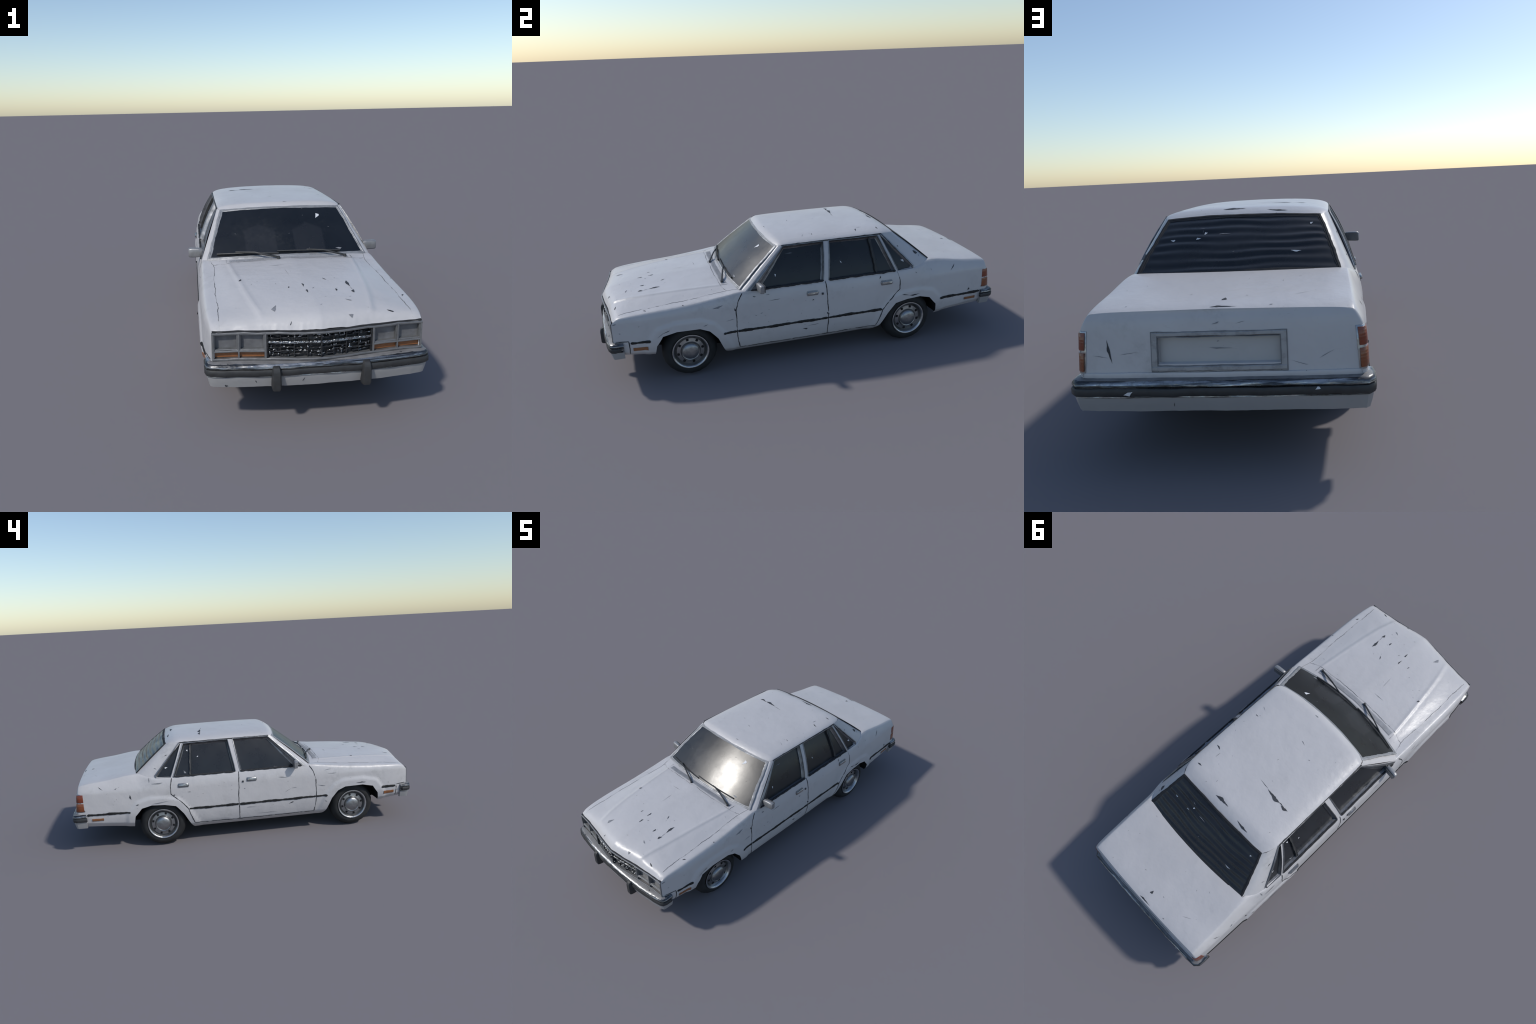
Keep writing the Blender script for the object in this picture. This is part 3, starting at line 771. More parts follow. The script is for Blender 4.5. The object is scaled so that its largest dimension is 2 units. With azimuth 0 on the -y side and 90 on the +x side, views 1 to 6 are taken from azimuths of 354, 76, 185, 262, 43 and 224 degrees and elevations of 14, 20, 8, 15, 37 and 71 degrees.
# eight vent slots on the rim disc
hs = Soup()
for k in range(8):
    a0 = 2 * math.pi * k / 8 + .2
    pts = [(.0525, -.0052), (.0525, .0052), (.0625, .0064), (.0640, 0.0), (.0625, -.0064)]
    V = []
    for r, w in pts:
        V.append((-.0072 - (r > .06) * .0014, r * math.cos(a0) - w * math.sin(a0), r * math.sin(a0) + w * math.cos(a0)))
    V2 = [(x + .0012, y, z) for x, y, z in V]
    n = len(V)
    hs.add([(x - .004, y, z) for x, y, z in V] + V2, [tuple(range(n, 2 * n))] + [(i, (i + 1) % n, n + (i + 1) % n, n + i) for i in range(n)])
me_slot = bpy.data.meshes.new("rim_slot"); me_slot.from_pydata(hs.V, [], hs.F); me_slot.validate(); me_slot.update(); me_slot.materials.append(M_DARK)
for yc, zc, xo in ((-.598, R, .3455), (.506, R, .3550)):
    for sg in (1, -1):
        w = bpy.data.objects.new("wheel", me_drum); bpy.context.scene.collection.objects.link(w)
        w.parent = ROOT; w.location = (sg * xo, yc, zc)
        w.rotation_euler = (RNG.uniform(-.05, .05), 0, 0 if sg > 0 else math.pi)
        for nm, me in (("tyre", me_tyre), ("rim", me_rim), ("rim_lip", me_lip), ("hub_cap", me_cap), ("rim_slot", me_slot)):
            c = bpy.data.objects.new(nm, me); bpy.context.scene.collection.objects.link(c); c.parent = w
            if nm in ("rim", "rim_slot"): c.rotation_euler = (0.3 * (yc > 0) , 0, 0)

# ------------------------------------------------------------------ nose: grille, lamps
def fy(x): return -.938 - float(pchip([0, .10, .17, .335, .4], [.041, .028, .0165, 0, 0], np.array([abs(x)]))[0])
def nose_box(sp, x0, x1, z0, z1, d0, d1, seg=.02, wb=0, seed=1):
    """Block following the nose line; d = distance in front of it."""
    n = max(2, int(abs(x1 - x0) / seg) + 1); P = []
    for k, x in enumerate(np.linspace(x0, x1, n)):
        y = fy(x); o = float(wob(x, seed, wb, 8)) if wb else 0
        b = min(.0012, abs(z1 - z0) * .2)
        P.append([(x, y - d0, z0 + o), (x, y - d1 + b, z0 + o), (x, y - d1, z0 + b + o), (x, y - d1, z1 - b + o), (x, y - d1 + b, z1 + o), (x, y - d0, z1 + o)])
    P = np.array(P); o = len(sp.V); sp.grid(P, flip=False)
    sp.add(P[0], [(0, 1, 2, 3, 4, 5)]); sp.add(P[-1], [(5, 4, 3, 2, 1, 0)])
ZB, ZT = .2300, .3190
bk = Soup(); nose_box(bk, -.330, .330, .215, .3235, -.050, -.024); FASCIA = bk.obj("nose_panel", M_DARK, None, 30)
fr = Soup()
nose_box(fr, -.335, .335, .3135, .3200, -.024, .0015, wb=.0016, seed=3)
nose_box(fr, -.335, .335, .2290, .2355, -.024, .0020, wb=.0016, seed=4)
fr.obj("nose_trim", M_SILVER, FASCIA, 40)
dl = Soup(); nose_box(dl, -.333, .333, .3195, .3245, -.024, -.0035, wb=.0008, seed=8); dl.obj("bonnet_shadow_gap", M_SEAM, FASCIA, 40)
# grille mesh
gr = Soup()
nose_box(gr, -.164, .164, .235, .314, -.024, -.0180)
gr.obj("grille", M_GRILLE, FASCIA, 40)
gb = Soup()
for i, x in enumerate(np.linspace(-.164, .164, 9)):
    thick = .0042 if i == 4 else (.0040 if i % 2 == 0 else .0026)
    nose_box(gb, x - thick / 2, x + thick / 2, .236, .314, -.020, -.0015 if i in (0, 4, 8) else -.0080, seg=.01)
gr_rnd = random.Random(9)
xs_ = np.linspace(-.164, .164, 17)      # short, uneven rungs between the uprights
for z in (.2440, .2555, .2665, .3000):
    for a, b in zip(xs_[:-1], xs_[1:]):
        if gr_rnd.random() < .14: continue
        zc = z + gr_rnd.uniform(-.0028, .0028); t = gr_rnd.uniform(.0010, .0028)
        nose_box(gb, a - .001, b + .001, zc - t, zc + t, -.020, gr_rnd.uniform(-.0110, -.0060), seg=.006, wb=.0012, seed=gr_rnd.randint(0, 999))
gb.obj("grille_lattice", M_GRILLE, FASCIA, 40, "stuff")
gc = Soup()
nose_box(gc, -.164, .164, .2815, .2895, -.018, -.0030, wb=.0012, seed=30, seg=.008)
gc.obj("grille_bar", M_GRILLE_BAR, FASCIA, 40)
rr = random.Random(5)
gk = Soup()      # bright worn flecks on the lattice crossings
for i in range(95):
    x = rr.uniform(-.160, .160); z = rr.choice([.2450, .2560, .2670, .3010, .3080]) + rr.uniform(-.003, .003)
    w = rr.uniform(.0025, .0110); h = rr.uniform(.0014, .0046)
    if rr.random() < .3: w, h = h, w * 1.3
    nose_box(gk, x, x + w, z, z + h, -.018, rr.uniform(-.0080, -.0035), seg=.004, wb=.0012, seed=i)
gk.obj("grille_fleck", M_GRILLE_BAR, FASCIA, 40, "stuff")
for sg in (1, -1):
    fr = Soup()
    for x, t in ((.1705, .0060), (.2525, .0045), (.3315, .0060)):
        x = x * sg; nose_box(fr, x - t / 2, x + t / 2, .232, .3165, -.024, .0012)
    a, b = sorted((.172 * sg, .331 * sg))
    nose_box(fr, a, b, .2555, .2610, -.024, .0010, wb=.0008, seed=9 + sg)
    fr.obj("lamp_bezel", M_SILVER, FASCIA, 40)
    for x0, x1 in ((.1735, .2500), (.2550, .3285)):
        a, b = sorted((x0 * sg, x1 * sg))
        s1 = Soup(); nose_box(s1, a, b, .2610, .3140, -.024, -.0170); s1.obj("headlamp", M_LENS, FASCIA, 40)
        s2 = Soup(); nose_box(s2, a, b, .2360, .2560, -.024, -.0100); s2.obj("turn_signal", M_AMBER, FASCIA, 40)
        # inner bezel lip
        s3 = Soup()
        nose_box(s3, a, a + .0035, .2610, .3140, -.018, -.0025); nose_box(s3, b - .0035, b, .2610, .3140, -.018, -.0025)
        nose_box(s3, a, b, .2605, .2650, -.018, -.0020); nose_box(s3, a, b, .3105, .3145, -.018, -.0020)
        s3.obj("lamp_bezel", M_SILVER, FASCIA, 40)
# closing plate between fender edge and fascia
for sg in (1, -1):
    es = np.linspace(SIG[2] * .95, SG, 14); edge = S(np.full(14, Y0), es) * [sg, 1, 1]
    inn = edge.copy(); inn[:, 0] -= sg * .010; inn[:, 1] += .004
    sp = Soup(); sp.grid(np.stack([edge, inn], 1), flip=sg < 0); sp.obj("fender_lip", M_PAINT, body['fender', sg], 40)
es = np.linspace(SG, 2 * S7 - SG, 60); edge = S(np.full(60, Y0), es); inn = edge + [0, .012, -.003]
sp = Soup(); sp.grid(np.stack([edge, inn], 1)); sp.obj("bonnet_lip", M_PAINT, HOOD, 40)

# ------------------------------------------------------------------ bumpers
def sweep(name, path, prof, mat, parent=None, seed=1, wb=0.0, outward=1):
    """Sweep (offset outward, z) profile along a mirrored plan path (x >= 0 half given)."""
    half = np.array(densify(path, .012, False)); full = np.concatenate([half[::-1] * [-1, 1], half[1:]])
    tan = np.gradient(full, axis=0); tan /= np.linalg.norm(tan, axis=1)[:, None]
    nor = np.stack([tan[:, 1], -tan[:, 0]], -1) * outward
    P = []
    for i, (p, n) in enumerate(zip(full, nor)):
        row = []
        for k, (o, z) in enumerate(prof):
            dz = float(wob(p[0], seed + k * 0, wb, 4)) if 0 < k < len(prof) - 1 else 0
            do = float(wob(p[0], seed + 40, wb * .8, 5)) if 0 < k < len(prof) - 1 else 0
            row.append((p[0] + n[0] * (o + do), p[1] + n[1] * (o + do), z + dz))
        P.append(row)
    P = np.array(P); m = len(prof)
    sp = Soup(); sp.grid(P, flip=outward < 0)
    sp.add(P[0], [tuple(range(m))[::-1] if outward > 0 else tuple(range(m))]); sp.add(P[-1], [tuple(range(m)) if outward > 0 else tuple(range(m))[::-1]])
    return sp.obj(name, mat, parent, 38)
FPATH = [(0, -.9855), (.10, -.984), (.20, -.977), (.30, -.965), (.338, -.957), (.3535, -.948), (.3585, -.932), (.3585, -.893)]
RPATH = [(0, .9965), (.16, .996), (.30, .993), (.347, .989), (.3625, .973), (.3655, .950), (.3650, .918)]
for path, tag, out in ((FPATH, 'f', 1), (RPATH, 'r', -1)):
    dep = .055 if tag == 'f' else .030
    up = [(-dep, .200), (-dep, .2290 if tag == 'f' else .2265), (-.012, .2255 if tag == 'f' else .2240), (-.004, .2225), (.001, .2170), (.002, .2110), (-.0015, .2060), (-.006, .2050), (-.006, .1870),
          (-.001, .1865), (-.0005, .1835), (-.010, .1820), (-.020, .190)]
    up2 = [(-.020, .1850), (-.0040, .1835), (-.0050, .1760), (-.0080, .1640), (-.0135, .1455), (-.0300, .1445)]
    lg = [(-dep, .2000), (-dep, .2302 if tag == 'f' else .2275), (-.0125, .2268 if tag == 'f' else .2252), (-.0070, .2235), (-.0070, .2100)]
    rb = [(-.007, .2070), (.0010, .2060), (.0030, .2030), (.0030, .1900), (.0010, .1870), (-.007, .1860)]
    BUMP = sweep("front_bumper" if tag == 'f' else "rear_bumper", path, up, M_BUMPER, None, 3 if tag == 'f' else 6, .0012, out)
    sweep("bumper_rub_strip", path[:-1] + [(path[-1][0], path[-1][1] + (.012 if tag == 'f' else -.004) * (-1 if tag == 'f' else 1))], rb, M_RUBBER, BUMP, 13, .0012, out)
    sweep("bumper_top", path[:-1], lg, M_LEDGE, BUMP, 3 if tag == 'f' else 6, .0006, out)
    sweep("bumper_valance", path, up2, M_VALANCE, BUMP, 23, .0008, out)
    if tag == 'f':
        for sg in (1, -1):
            x = .1415 * sg; w = .0145
            rows = []
            for z, d, ww in ((.137, .000, .78), (.141, .0125, .86), (.150, .0150, 1), (.200, .0150, .95), (.212, .0120, .86), (.2185, .0050, .72), (.2195, -.006, .66)):
                y = -.9830 - d
                rows.append([(x - w * ww * 1.05, -.955, z), (x - w * ww, y + .006, z), (x - w * ww * .7, y, z), (x + w * ww * .7, y, z), (x + w * ww, y + .006, z), (x + w * ww * 1.05, -.955, z)])
            P = np.array(rows); sp = Soup(); sp.grid(P, flip=False)
            sp.add(P[0], [(5, 4, 3, 2, 1, 0)]); sp.add(P[-1], [(0, 1, 2, 3, 4, 5)])
            ob = sp.obj("bumper_guard", M_RUBBER, BUMP, 40)
# white lip under the rear panel
lip = [(-.030, .2385), (-.0205, .2375), (-.0185, .2330), (-.0190, .2250), (-.030, .2230)]
sweep("rear_lip", RPATH[:-3] + [(.352, .974), (.356, .955), (.358, .93)], lip, M_PAINT, REAR, 9, .0008, -1)

# ------------------------------------------------------------------ rear details
def rear_pt(x, z, d=0.0):
    y = float(rear_y(np.array([z]))[0]) + .006 * (1 - (x / .34) ** 2); return np.array([x, y + d, z])
def rear_block(sp, x0, x1, z0, z1, d0, d1, b=.002, nx=16, wb=.0008, seed=1):
    xs = np.linspace(x0, x1, nx); P = []
    for x in xs:
        o = float(wob(x, seed, wb, 6))
        P.append([rear_pt(x, z0 + o, d0), rear_pt(x, z0 + o, d1 - b), rear_pt(x, z0 + b + o, d1), rear_pt(x, z1 - b + o, d1), rear_pt(x, z1 + o, d1 - b), rear_pt(x, z1 + o, d0)])
    P = np.array(P); sp.grid(P, flip=True); sp.add(P[0], [(5, 4, 3, 2, 1, 0)]); sp.add(P[-1], [(0, 1, 2, 3, 4, 5)])
pf = Soup()
rear_block(pf, -.161, .161, .3225, .3325, -.004, .0030, seed=2)
rear_block(pf, -.161, .161, .2410, .2520, -.004, .0045, seed=3)
rear_block(pf, -.161, -.1485, .2410, .3325, -.004, .0030, nx=4, wb=0)
rear_block(pf, .1485, .161, .2410, .3325, -.004, .0030, nx=4, wb=0)
pf.obj("licence_plate_frame", M_PLATEFRAME, REAR, 35)
pg = Soup()
for z0, z1 in ((.3320, .3345), (.3195, .3222), (.2385, .2408), (.2522, .2545)):
    rear_block(pg, -.163, .163, z0, z1 - .0007, -.004, .0018, .0004, 30, .0010, int(z0 * 1e4))
for x0 in (-.1632, -.1483, .1463, .1612):
    rear_block(pg, x0, x0 + .0020, .2390, .3340, -.004, .0018, .0004, 4, 0)
pg.obj("plate_frame_dark_edge", M_SAIL, REAR, 35)
pp = Soup(); rear_block(pp, -.1445, .1445, .2565, .3175, -.020, -.0130, .0003)
pp.obj("licence_plate", M_PLATE, REAR, 35)

# tail lamps wrap the rear corner
def corner_path(z, d):
    W = float(np.interp(-z, -S(np.full(60, Y1), np.linspace(SIG[2], SG, 60))[::-1, 2], S(np.full(60, Y1), np.linspace(SIG[2], SG, 60))[::-1, 0]))
    yr = float(rear_y(np.array([z]))[0])
    pts = [(W + .0008, .921), (W + .0004, Y1 - .004), (W - .0010, Y1 + .004), (W - .0055, Y1 + (yr - Y1) * .80), (W - .012, yr - .0005), (W - .021, yr + .0008)]
    out = []
    for i, (x, y) in enumerate(pts):
        a = [0, .15, .6, 1.0, 1.35, 1.57][i]; out.append((x + d * math.cos(a), y + d * math.sin(a), z))
    return out
for sg in (1, -1):
    def lamp(name, z0, z1, d, mat, i0=0, i1=6, parent=None, shr=0.0):
        rows = [corner_path(z0, -.003)[i0:i1], corner_path(z0 + .0005, d - .001)[i0:i1], corner_path(z0 + .0025, d)[i0:i1], corner_path(z1 - .0025, d)[i0:i1], corner_path(z1 - .0005, d - .001)[i0:i1], corner_path(z1, -.003)[i0:i1]]
        P = np.array(rows)
        if shr:
            P[:, 0, 1] += shr; P[:, -1, 0] += shr
        P = P * [sg, 1, 1]
        sp = Soup(); sp.grid(P, flip=sg > 0); n = P.shape[0]
        sp.add(P[:, 0], [tuple(range(n)) if sg < 0 else tuple(range(n))[::-1]]); sp.add(P[:, -1], [tuple(range(n))[::-1] if sg < 0 else tuple(range(n))])
        return sp.obj(name, mat, parent, 40)
    fr = lamp("tail_lamp_frame", .2360, .3385, .0016, M_CHROME, parent=body['quarter', sg])
    lamp("tail_lamp", .2915, .3345, .0034, M_RED, parent=fr, shr=.004)
    lamp("tail_lamp", .2405, .2860, .0034, M_AMBER_RED, parent=fr, shr=.004)

# ------------------------------------------------------------------ mirrors
for sg in (1, -1):
    sp = Soup(); rows = []
    for x, s, sh in ((.3400, .70, 0), (.3440, .88, 0), (.360, .96, 0), (.385, 1.0, 0), (.3960, .96, 0), (.4000, .80, 0)):
        ring_ = []
        for a in np.linspace(0, 2 * np.pi, 16, endpoint=False):
            cy, cz = math.cos(a), math.sin(a); p = .45
            yy = -.2635 + .0115 * s * np.sign(cy) * abs(cy) ** p; zz = .4085 + .0210 * s * np.sign(cz) * abs(cz) ** p
            if yy < -.2635: zz = .4085 + (zz - .4085) * .94
            ring_.append((x, yy + (x - .34) * .12, zz))
        rows.append(ring_)
    P = np.array(rows) * [sg, 1, 1]; P = P.transpose(1, 0, 2)
    sp.grid(P, closed_u=True, flip=sg < 0)
    n = 16; sp.add(P[:, -1], [tuple(range(n)) if sg > 0 else tuple(range(n))[::-1]])
    sp.add(P[:, 0], [tuple(range(n))[::-1] if sg > 0 else tuple(range(n))])
    mr = sp.obj("door_mirror", M_MIRROR, body['doorf', sg], 45)
    s2 = Soup(); V, F = box_pts(.346, .396, -.2495, -.2483, .3915, .4255)
    V = [(x, y + (x - .34) * .12, z) for x, y, z in V]
    s2.add(np.array(V) * [sg, 1, 1], F if sg > 0 else [f[::-1] for f in F]); s2.obj("mirror_glass", M_LENS, mr, 30)
    s3 = Soup(); V, F = box_pts(.320, .345, -.274, -.256, .397, .416); s3.add(np.array(V) * [sg, 1, 1], F if sg > 0 else [f[::-1] for f in F])
    s3.obj("mirror_stalk", M_CHROME_DULL, mr, 30)

# ------------------------------------------------------------------ wipers
def tube(sp, pts, r0, r1, n=6):
    pts = [np.array(p, float) for p in pts]; P = []
    for i, p in enumerate(pts):
        t = pts[min(i + 1, len(pts) - 1)] - pts[max(i - 1, 0)]; t /= np.linalg.norm(t)
        a = np.cross(t, [0, 0, 1] if abs(t[2]) < .95 else [1, 0, 0]); a /= np.linalg.norm(a); b = np.cross(a, t)
        r = r0 + (r1 - r0) * i / max(1, len(pts) - 1)
        P.append([p + r * (a * math.cos(q) + b * math.sin(q)) for q in np.linspace(0, 2 * np.pi, n, endpoint=False)])
    P = np.array(P); sp.grid(P.transpose(1, 0, 2), closed_u=True, flip=True)
    sp.add(P[0], [tuple(range(n))]); sp.add(P[-1], [tuple(range(n))[::-1]])
for piv, tip, b0, b1 in (((.224, -.412), (.075, .075), (.215, .045), (-.045, .080)), ((-.047, -.424), (-.210, .085), (-.040, .040), (-.285, .075))):
    sp = Soup()
    e, s = Px(piv[1], piv[0]); p0 = S([e], [s])[0] + [0, 0, .007]
    def w(x, v, o): return WS([x / (.322 - .0655 * v)], [v])[0] + WSn([x / (.322 - .0655 * v)], [v])[0] * o
    q = w(tip[0], tip[1], .010)
    mid = p0 * .45 + q * .55 + [0, 0, .008]
    tube(sp, [p0 - [0, 0, .008], p0, mid, q], .0052, .0030)
    tube(sp, [w(b0[0] + (b1[0] - b0[0]) * t, b0[1] + (b1[1] - b0[1]) * t, .0055 + .003 * math.sin(math.pi * t)) for t in np.linspace(0, 1, 12)], .0038, .0030)
    tube(sp, [p0 - [0, 0, .010], p0 + [0, 0, .004]], .0065, .0055)
    sp.obj("windscreen_wiper", M_RUBBER, COWL, 50)
#CHIPS
# ------------------------------------------------------------------ flaked paint
# Each shard: long axis from (a0, b0) to (a1, b1) and its width, in the plane it is seen in:
# right/left sides use (y, z), top (y, x), front/rear (x, z).
CHIPS = {
    ('top', 'dark'): [
        (-0.698, 0.150, -0.754, 0.150, 0.0093), (-0.779, 0.154, -0.803, 0.149, 0.0099), (-0.769, 0.094, -0.791, 0.093, 0.0051), (-0.716, -0.012, -0.747, -0.011, 0.0048),
        (-0.772, -0.004, -0.799, -0.006, 0.0057), (-0.731, -0.059, -0.746, -0.064, 0.0035), (-0.913, 0.249, -0.908, 0.226, 0.0054), (-0.778, 0.331, -0.793, 0.320, 0.0049),
        (-0.626, -0.215, -0.640, -0.224, 0.0082), (-0.668, 0.071, -0.690, 0.082, 0.0029), (0.249, -0.067, 0.256, -0.146, 0.0231), (0.256, -0.142, 0.257, -0.174, 0.0063),
        (0.260, -0.157, 0.257, -0.196, 0.0189), (0.241, -0.014, 0.247, -0.069, 0.0032), (0.425, 0.071, 0.423, -0.006, 0.0190), (0.435, -0.073, 0.441, -0.142, 0.0128),
        (0.265, 0.237, 0.273, 0.210, 0.0097), (0.382, 0.235, 0.381, 0.210, 0.0097), (0.041, 0.222, 0.043, 0.206, 0.0056), (0.573, 0.296, 0.545, 0.297, 0.0183),
        (0.906, -0.002, 0.889, -0.009, 0.0151), (0.945, 0.021, 0.944, -0.045, 0.0060), (0.938, -0.121, 0.937, -0.131, 0.0024), (-0.944, -0.087, -0.952, -0.094, 0.0019),
        (-0.619, 0.343, -0.611, 0.345, 0.0035), (-0.270, -0.342, -0.303, -0.334, 0.0080), (-0.117, -0.338, -0.164, -0.331, 0.0079), (-0.955, -0.291, -0.961, -0.284, 0.0042),
        (-0.952, 0.255, -0.958, 0.263, 0.0048),
    ],
    ('top', 'mid'): [
        (-0.751, 0.149, -0.780, 0.151, 0.0019), (-0.865, -0.124, -0.901, -0.133, 0.0106), (-0.861, 0.126, -0.851, 0.105, 0.0060), (-0.506, -0.038, -0.508, -0.100, 0.0016),
        (-0.557, -0.046, -0.638, -0.040, 0.0011), (-0.757, 0.023, -0.765, 0.016, 0.0027), (0.309, 0.198, 0.281, 0.196, 0.0035), (-0.012, -0.014, -0.005, -0.039, 0.0044),
        (-0.145, 0.034, -0.148, 0.014, 0.0064), (-0.010, 0.226, 0.002, 0.203, 0.0022), (0.928, 0.233, 0.918, 0.229, 0.0017), (0.873, -0.176, 0.850, -0.216, 0.0012),
        (-0.936, 0.094, -0.934, 0.110, 0.0102), (0.576, 0.300, 0.576, 0.311, 0.0038), (-0.350, 0.200, -0.346, 0.227, 0.0076), (0.532, 0.069, 0.534, 0.029, 0.0039),
        (0.507, 0.131, 0.511, 0.114, 0.0022),
    ],
    ('right', 'dark'): [
        (-0.295, 0.367, -0.279, 0.364, 0.0046), (-0.221, 0.336, -0.162, 0.339, 0.0022), (-0.008, 0.307, 0.002, 0.310, 0.0053), (-0.057, 0.166, -0.031, 0.163, 0.0077),
        (0.066, 0.235, 0.080, 0.226, 0.0092), (-0.385, 0.324, -0.374, 0.308, 0.0101), (-0.720, 0.252, -0.685, 0.264, 0.0033), (0.341, 0.364, 0.349, 0.380, 0.0061),
        (0.738, 0.354, 0.765, 0.382, 0.0050), (0.841, 0.233, 0.849, 0.247, 0.0102), (0.460, 0.270, 0.505, 0.261, 0.0041), (0.500, 0.261, 0.559, 0.263, 0.0073),
        (0.458, 0.501, 0.467, 0.498, 0.0041), (-0.184, 0.430, -0.176, 0.435, 0.0034),
    ],
    ('right', 'mid'): [
        (-0.264, 0.280, -0.251, 0.282, 0.0042), (-0.033, 0.178, 0.026, 0.181, 0.0031), (-0.233, 0.365, -0.214, 0.366, 0.0025), (-0.430, 0.265, -0.388, 0.270, 0.0023),
        (-0.932, 0.311, -0.912, 0.317, 0.0052), (-0.534, 0.260, -0.512, 0.267, 0.0038), (-0.908, 0.272, -0.899, 0.271, 0.0027), (-0.486, 0.335, -0.436, 0.346, 0.0083),
        (-0.744, 0.234, -0.715, 0.255, 0.0022), (0.534, 0.375, 0.545, 0.367, 0.0040), (0.627, 0.376, 0.630, 0.368, 0.0032), (-0.114, 0.526, -0.076, 0.525, 0.0026),
    ],
    ('left', 'dark'): [
        (0.673, 0.315, 0.667, 0.287, 0.0098), (0.840, 0.370, 0.815, 0.350, 0.0033), (0.440, 0.292, 0.427, 0.295, 0.0072), (0.470, 0.501, 0.452, 0.507, 0.0040),
        (0.648, 0.252, 0.627, 0.257, 0.0049), (0.360, 0.304, 0.339, 0.303, 0.0022), (-0.212, 0.176, -0.244, 0.185, 0.0070), (-0.156, 0.340, -0.213, 0.333, 0.0029),
        (-0.612, 0.264, -0.676, 0.264, 0.0066), (-0.813, 0.249, -0.819, 0.246, 0.0035),
    ],
    ('left', 'mid'): [
        (0.756, 0.350, 0.739, 0.357, 0.0049), (0.566, 0.402, 0.564, 0.372, 0.0055), (0.553, 0.366, 0.489, 0.367, 0.0075), (0.533, 0.443, 0.517, 0.437, 0.0049),
        (0.561, 0.254, 0.464, 0.264, 0.0050), (-0.192, 0.247, -0.231, 0.269, 0.0020), (-0.231, 0.269, -0.266, 0.269, 0.0030), (-0.444, 0.335, -0.501, 0.334, 0.0034),
        (-0.383, 0.274, -0.433, 0.264, 0.0044), (-0.425, 0.176, -0.440, 0.167, 0.0045), (0.034, 0.180, -0.025, 0.178, 0.0036), (-0.028, 0.135, -0.146, 0.134, 0.0023),
        (-0.430, 0.354, -0.472, 0.360, 0.0024), (0.042, 0.291, 0.032, 0.292, 0.0039), (0.370, 0.418, 0.356, 0.402, 0.0108),
    ],
    ('rear', 'dark'): [
        (0.272, 0.317, 0.260, 0.259, 0.0062), (0.109, 0.170, 0.110, 0.158, 0.0018), (-0.205, 0.236, -0.206, 0.237, 0.0023),
    ],
    ('rear', 'mid'): [
        (0.240, 0.280, 0.191, 0.287, 0.0014), (0.309, 0.279, 0.270, 0.273, 0.0011), (0.015, 0.349, -0.003, 0.355, 0.0036), (-0.041, 0.349, -0.065, 0.355, 0.0013),
        (-0.168, 0.262, -0.210, 0.249, 0.0013), (-0.235, 0.264, -0.272, 0.284, 0.0013), (0.026, 0.291, -0.032, 0.289, 0.0031), (0.006, 0.305, -0.000, 0.306, 0.0027),
    ],
    ('rear', 'light'): [
        (0.228, 0.192, 0.205, 0.200, 0.0085), (-0.224, 0.200, -0.237, 0.202, 0.0070), (-0.155, 0.218, -0.183, 0.217, 0.0016),
    ],
    ('top', 'light'): [
        (-0.208, 0.161, -0.228, 0.142, 0.0179), (0.538, 0.218, 0.539, 0.203, 0.0052), (0.545, 0.137, 0.544, 0.121, 0.0047), (0.529, 0.114, 0.523, 0.104, 0.0088),
        (0.591, -0.154, 0.590, -0.186, 0.0047), (0.498, -0.213, 0.491, -0.221, 0.0065),
    ],
    ('right', 'light'): [
        (-0.175, 0.446, -0.174, 0.432, 0.0065), (0.154, 0.466, 0.161, 0.454, 0.0059), (0.469, 0.435, 0.487, 0.424, 0.0107),
    ],
    ('left', 'light'): [
        (0.346, 0.522, 0.338, 0.515, 0.0077), (0.472, 0.436, 0.456, 0.442, 0.0081), (0.291, 0.482, 0.282, 0.488, 0.0049),
    ],
    ('front', 'dark'): [
        (-0.060, 0.161, -0.052, 0.176, 0.0023), (-0.206, 0.171, -0.202, 0.161, 0.0034), (-0.300, 0.154, -0.289, 0.151, 0.0086),
    ],
}

from mathutils.bvhtree import BVHTree
def body_tree():
    Vs, Fs = [], []
    for o in bpy.data.objects:
        if o.type != 'MESH' or (o.parent and o.parent.name.split('.')[0] == 'wheel') or o.name.split('.')[0] == 'wheel': continue
        b = len(Vs); Vs += [v.co[:] for v in o.data.vertices]; Fs += [[i + b for i in p.vertices] for p in o.data.polygons]
    return BVHTree.FromPolygons(Vs, Fs)
TREE = body_tree()
def cast(reg, a, b):
    o, d = {'right': ((1, a, b), (-1, 0, 0)), 'left': ((-1, a, b), (1, 0, 0)), 'top': ((b, a, 1), (0, 0, -1)),
            'front': ((a, -1.5, b), (0, 1, 0)), 'rear': ((a, 1.5, b), (0, -1, 0))}[reg]
    h = TREE.ray_cast(Vector(o), Vector(d))
    if h[0] is None: return None
    n = h[1] if h[1].dot(Vector(d)) < 0 else -h[1]
    return h[0], n
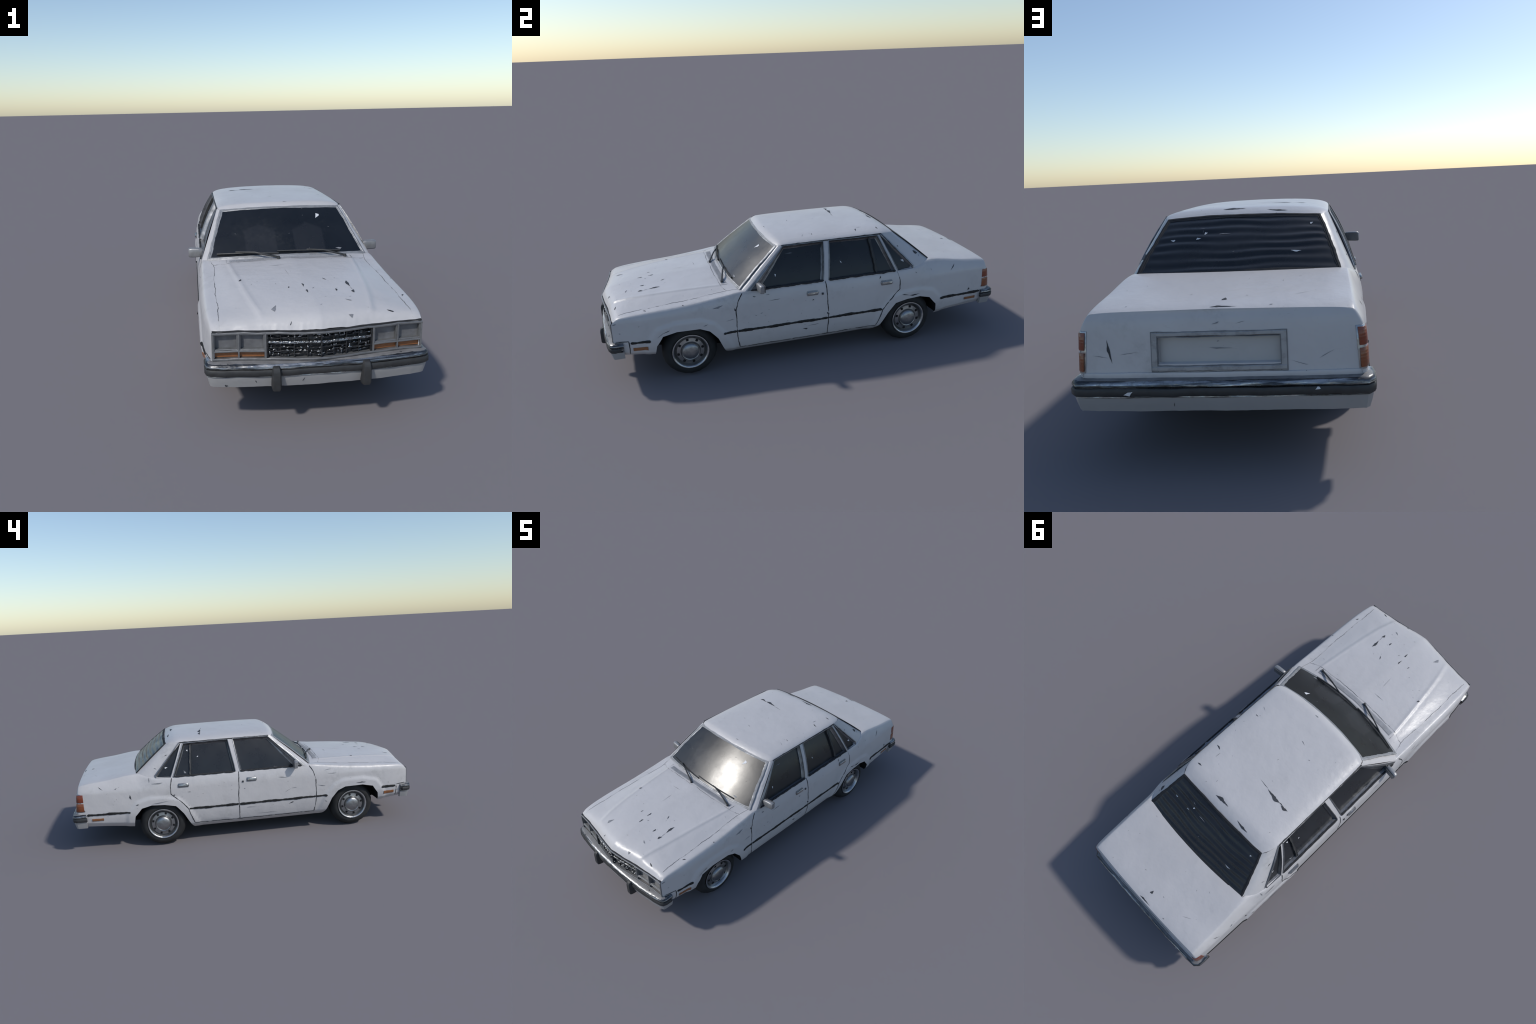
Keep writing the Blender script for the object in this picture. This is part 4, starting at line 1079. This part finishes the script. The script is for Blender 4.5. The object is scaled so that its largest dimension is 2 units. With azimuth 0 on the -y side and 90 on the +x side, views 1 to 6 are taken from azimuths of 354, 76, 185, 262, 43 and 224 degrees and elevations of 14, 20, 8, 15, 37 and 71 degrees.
def shard(sp, reg, a0, b0, a1, b1, w, rnd):
    """Jagged flake: pointed ends, a broken long edge and a straighter one."""
    A, B = np.array([a0, b0]), np.array([a1, b1]); L = np.linalg.norm(B - A)
    if L < 1e-5: return
    t = (B - A) / L; n = np.array([-t[1], t[0]]) * rnd.choice((-1, 1))
    k = max(4, int(L / .006)); peak = rnd.uniform(.25, .75)
    up, dn = [], []
    for j in range(1, k):
        q = j / k; env = min(q / peak, (1 - q) / (1 - peak))
        up.append(A + t * L * (q + rnd.uniform(-.12, .12) / k) + n * w * (.85 * env * rnd.uniform(.70, 1.05)))
        dn.append(A + t * L * q - n * w * (.25 * env * rnd.uniform(.2, 1.2)))
    pts = [A] + up + [B] + dn[::-1]; c = (A + B) / 2 + n * w * .2
    hits = [cast(reg, *p) for p in pts + [c]]
    if any(h is None for h in hits): return
    pos = np.array([h[0] for h in hits]); 
    if np.ptp(pos[:, {'right': 0, 'left': 0, 'top': 2, 'front': 1, 'rear': 1}[reg]]) > .02: return
    nn = np.array([h[1] for h in hits]).mean(0); nn /= np.linalg.norm(nn)
    P = pos + nn * rnd.uniform(.0006, .0013); m = len(pts)
    F = [(i, (i + 1) % m, m) for i in range(m)]
    if np.dot(np.cross(P[F[0][1]] - P[F[0][0]], P[m] - P[F[0][0]]), nn) < 0: F = [f[::-1] for f in F]
    sp.add(P, F)
rnd = random.Random(77)
for tone, mat, nm in (('dark', M_CHIP, "paint_chip"), ('mid', M_CHIP_MID, "worn_paint_patch"), ('light', M_CHIP_LIGHT, "white_paint_flake")):
    sp = Soup()
    for (reg, tn), lst in CHIPS.items():
        if tn == tone:
            for c in lst:      # hood shards are broad, roof shards slim
                g = (1.5 if c[0] < -.4 else .78 if -.15 < c[0] < .47 else 1.0) if reg == 'top' else 1.15
                shard(sp, reg, *c[:4], c[4] * g, rnd)
    if tone != 'light':     # a sprinkling of tiny nicks over every panel
        for i in range(70):
            reg = rnd.choice(['top', 'top', 'right', 'left'])
            if reg == 'top': a, b = rnd.uniform(-.9, .92), rnd.uniform(-.28, .28)
            else: a, b = rnd.uniform(-.88, .90), rnd.uniform(.13, .36)
            an = rnd.uniform(0, 3.14); ln = rnd.uniform(.003, .011)
            shard(sp, reg, a, b, a + ln * math.cos(an), b + ln * math.sin(an), rnd.uniform(.0008, .0020), rnd)
    sp.obj(nm, mat, None, 30, "stuff")
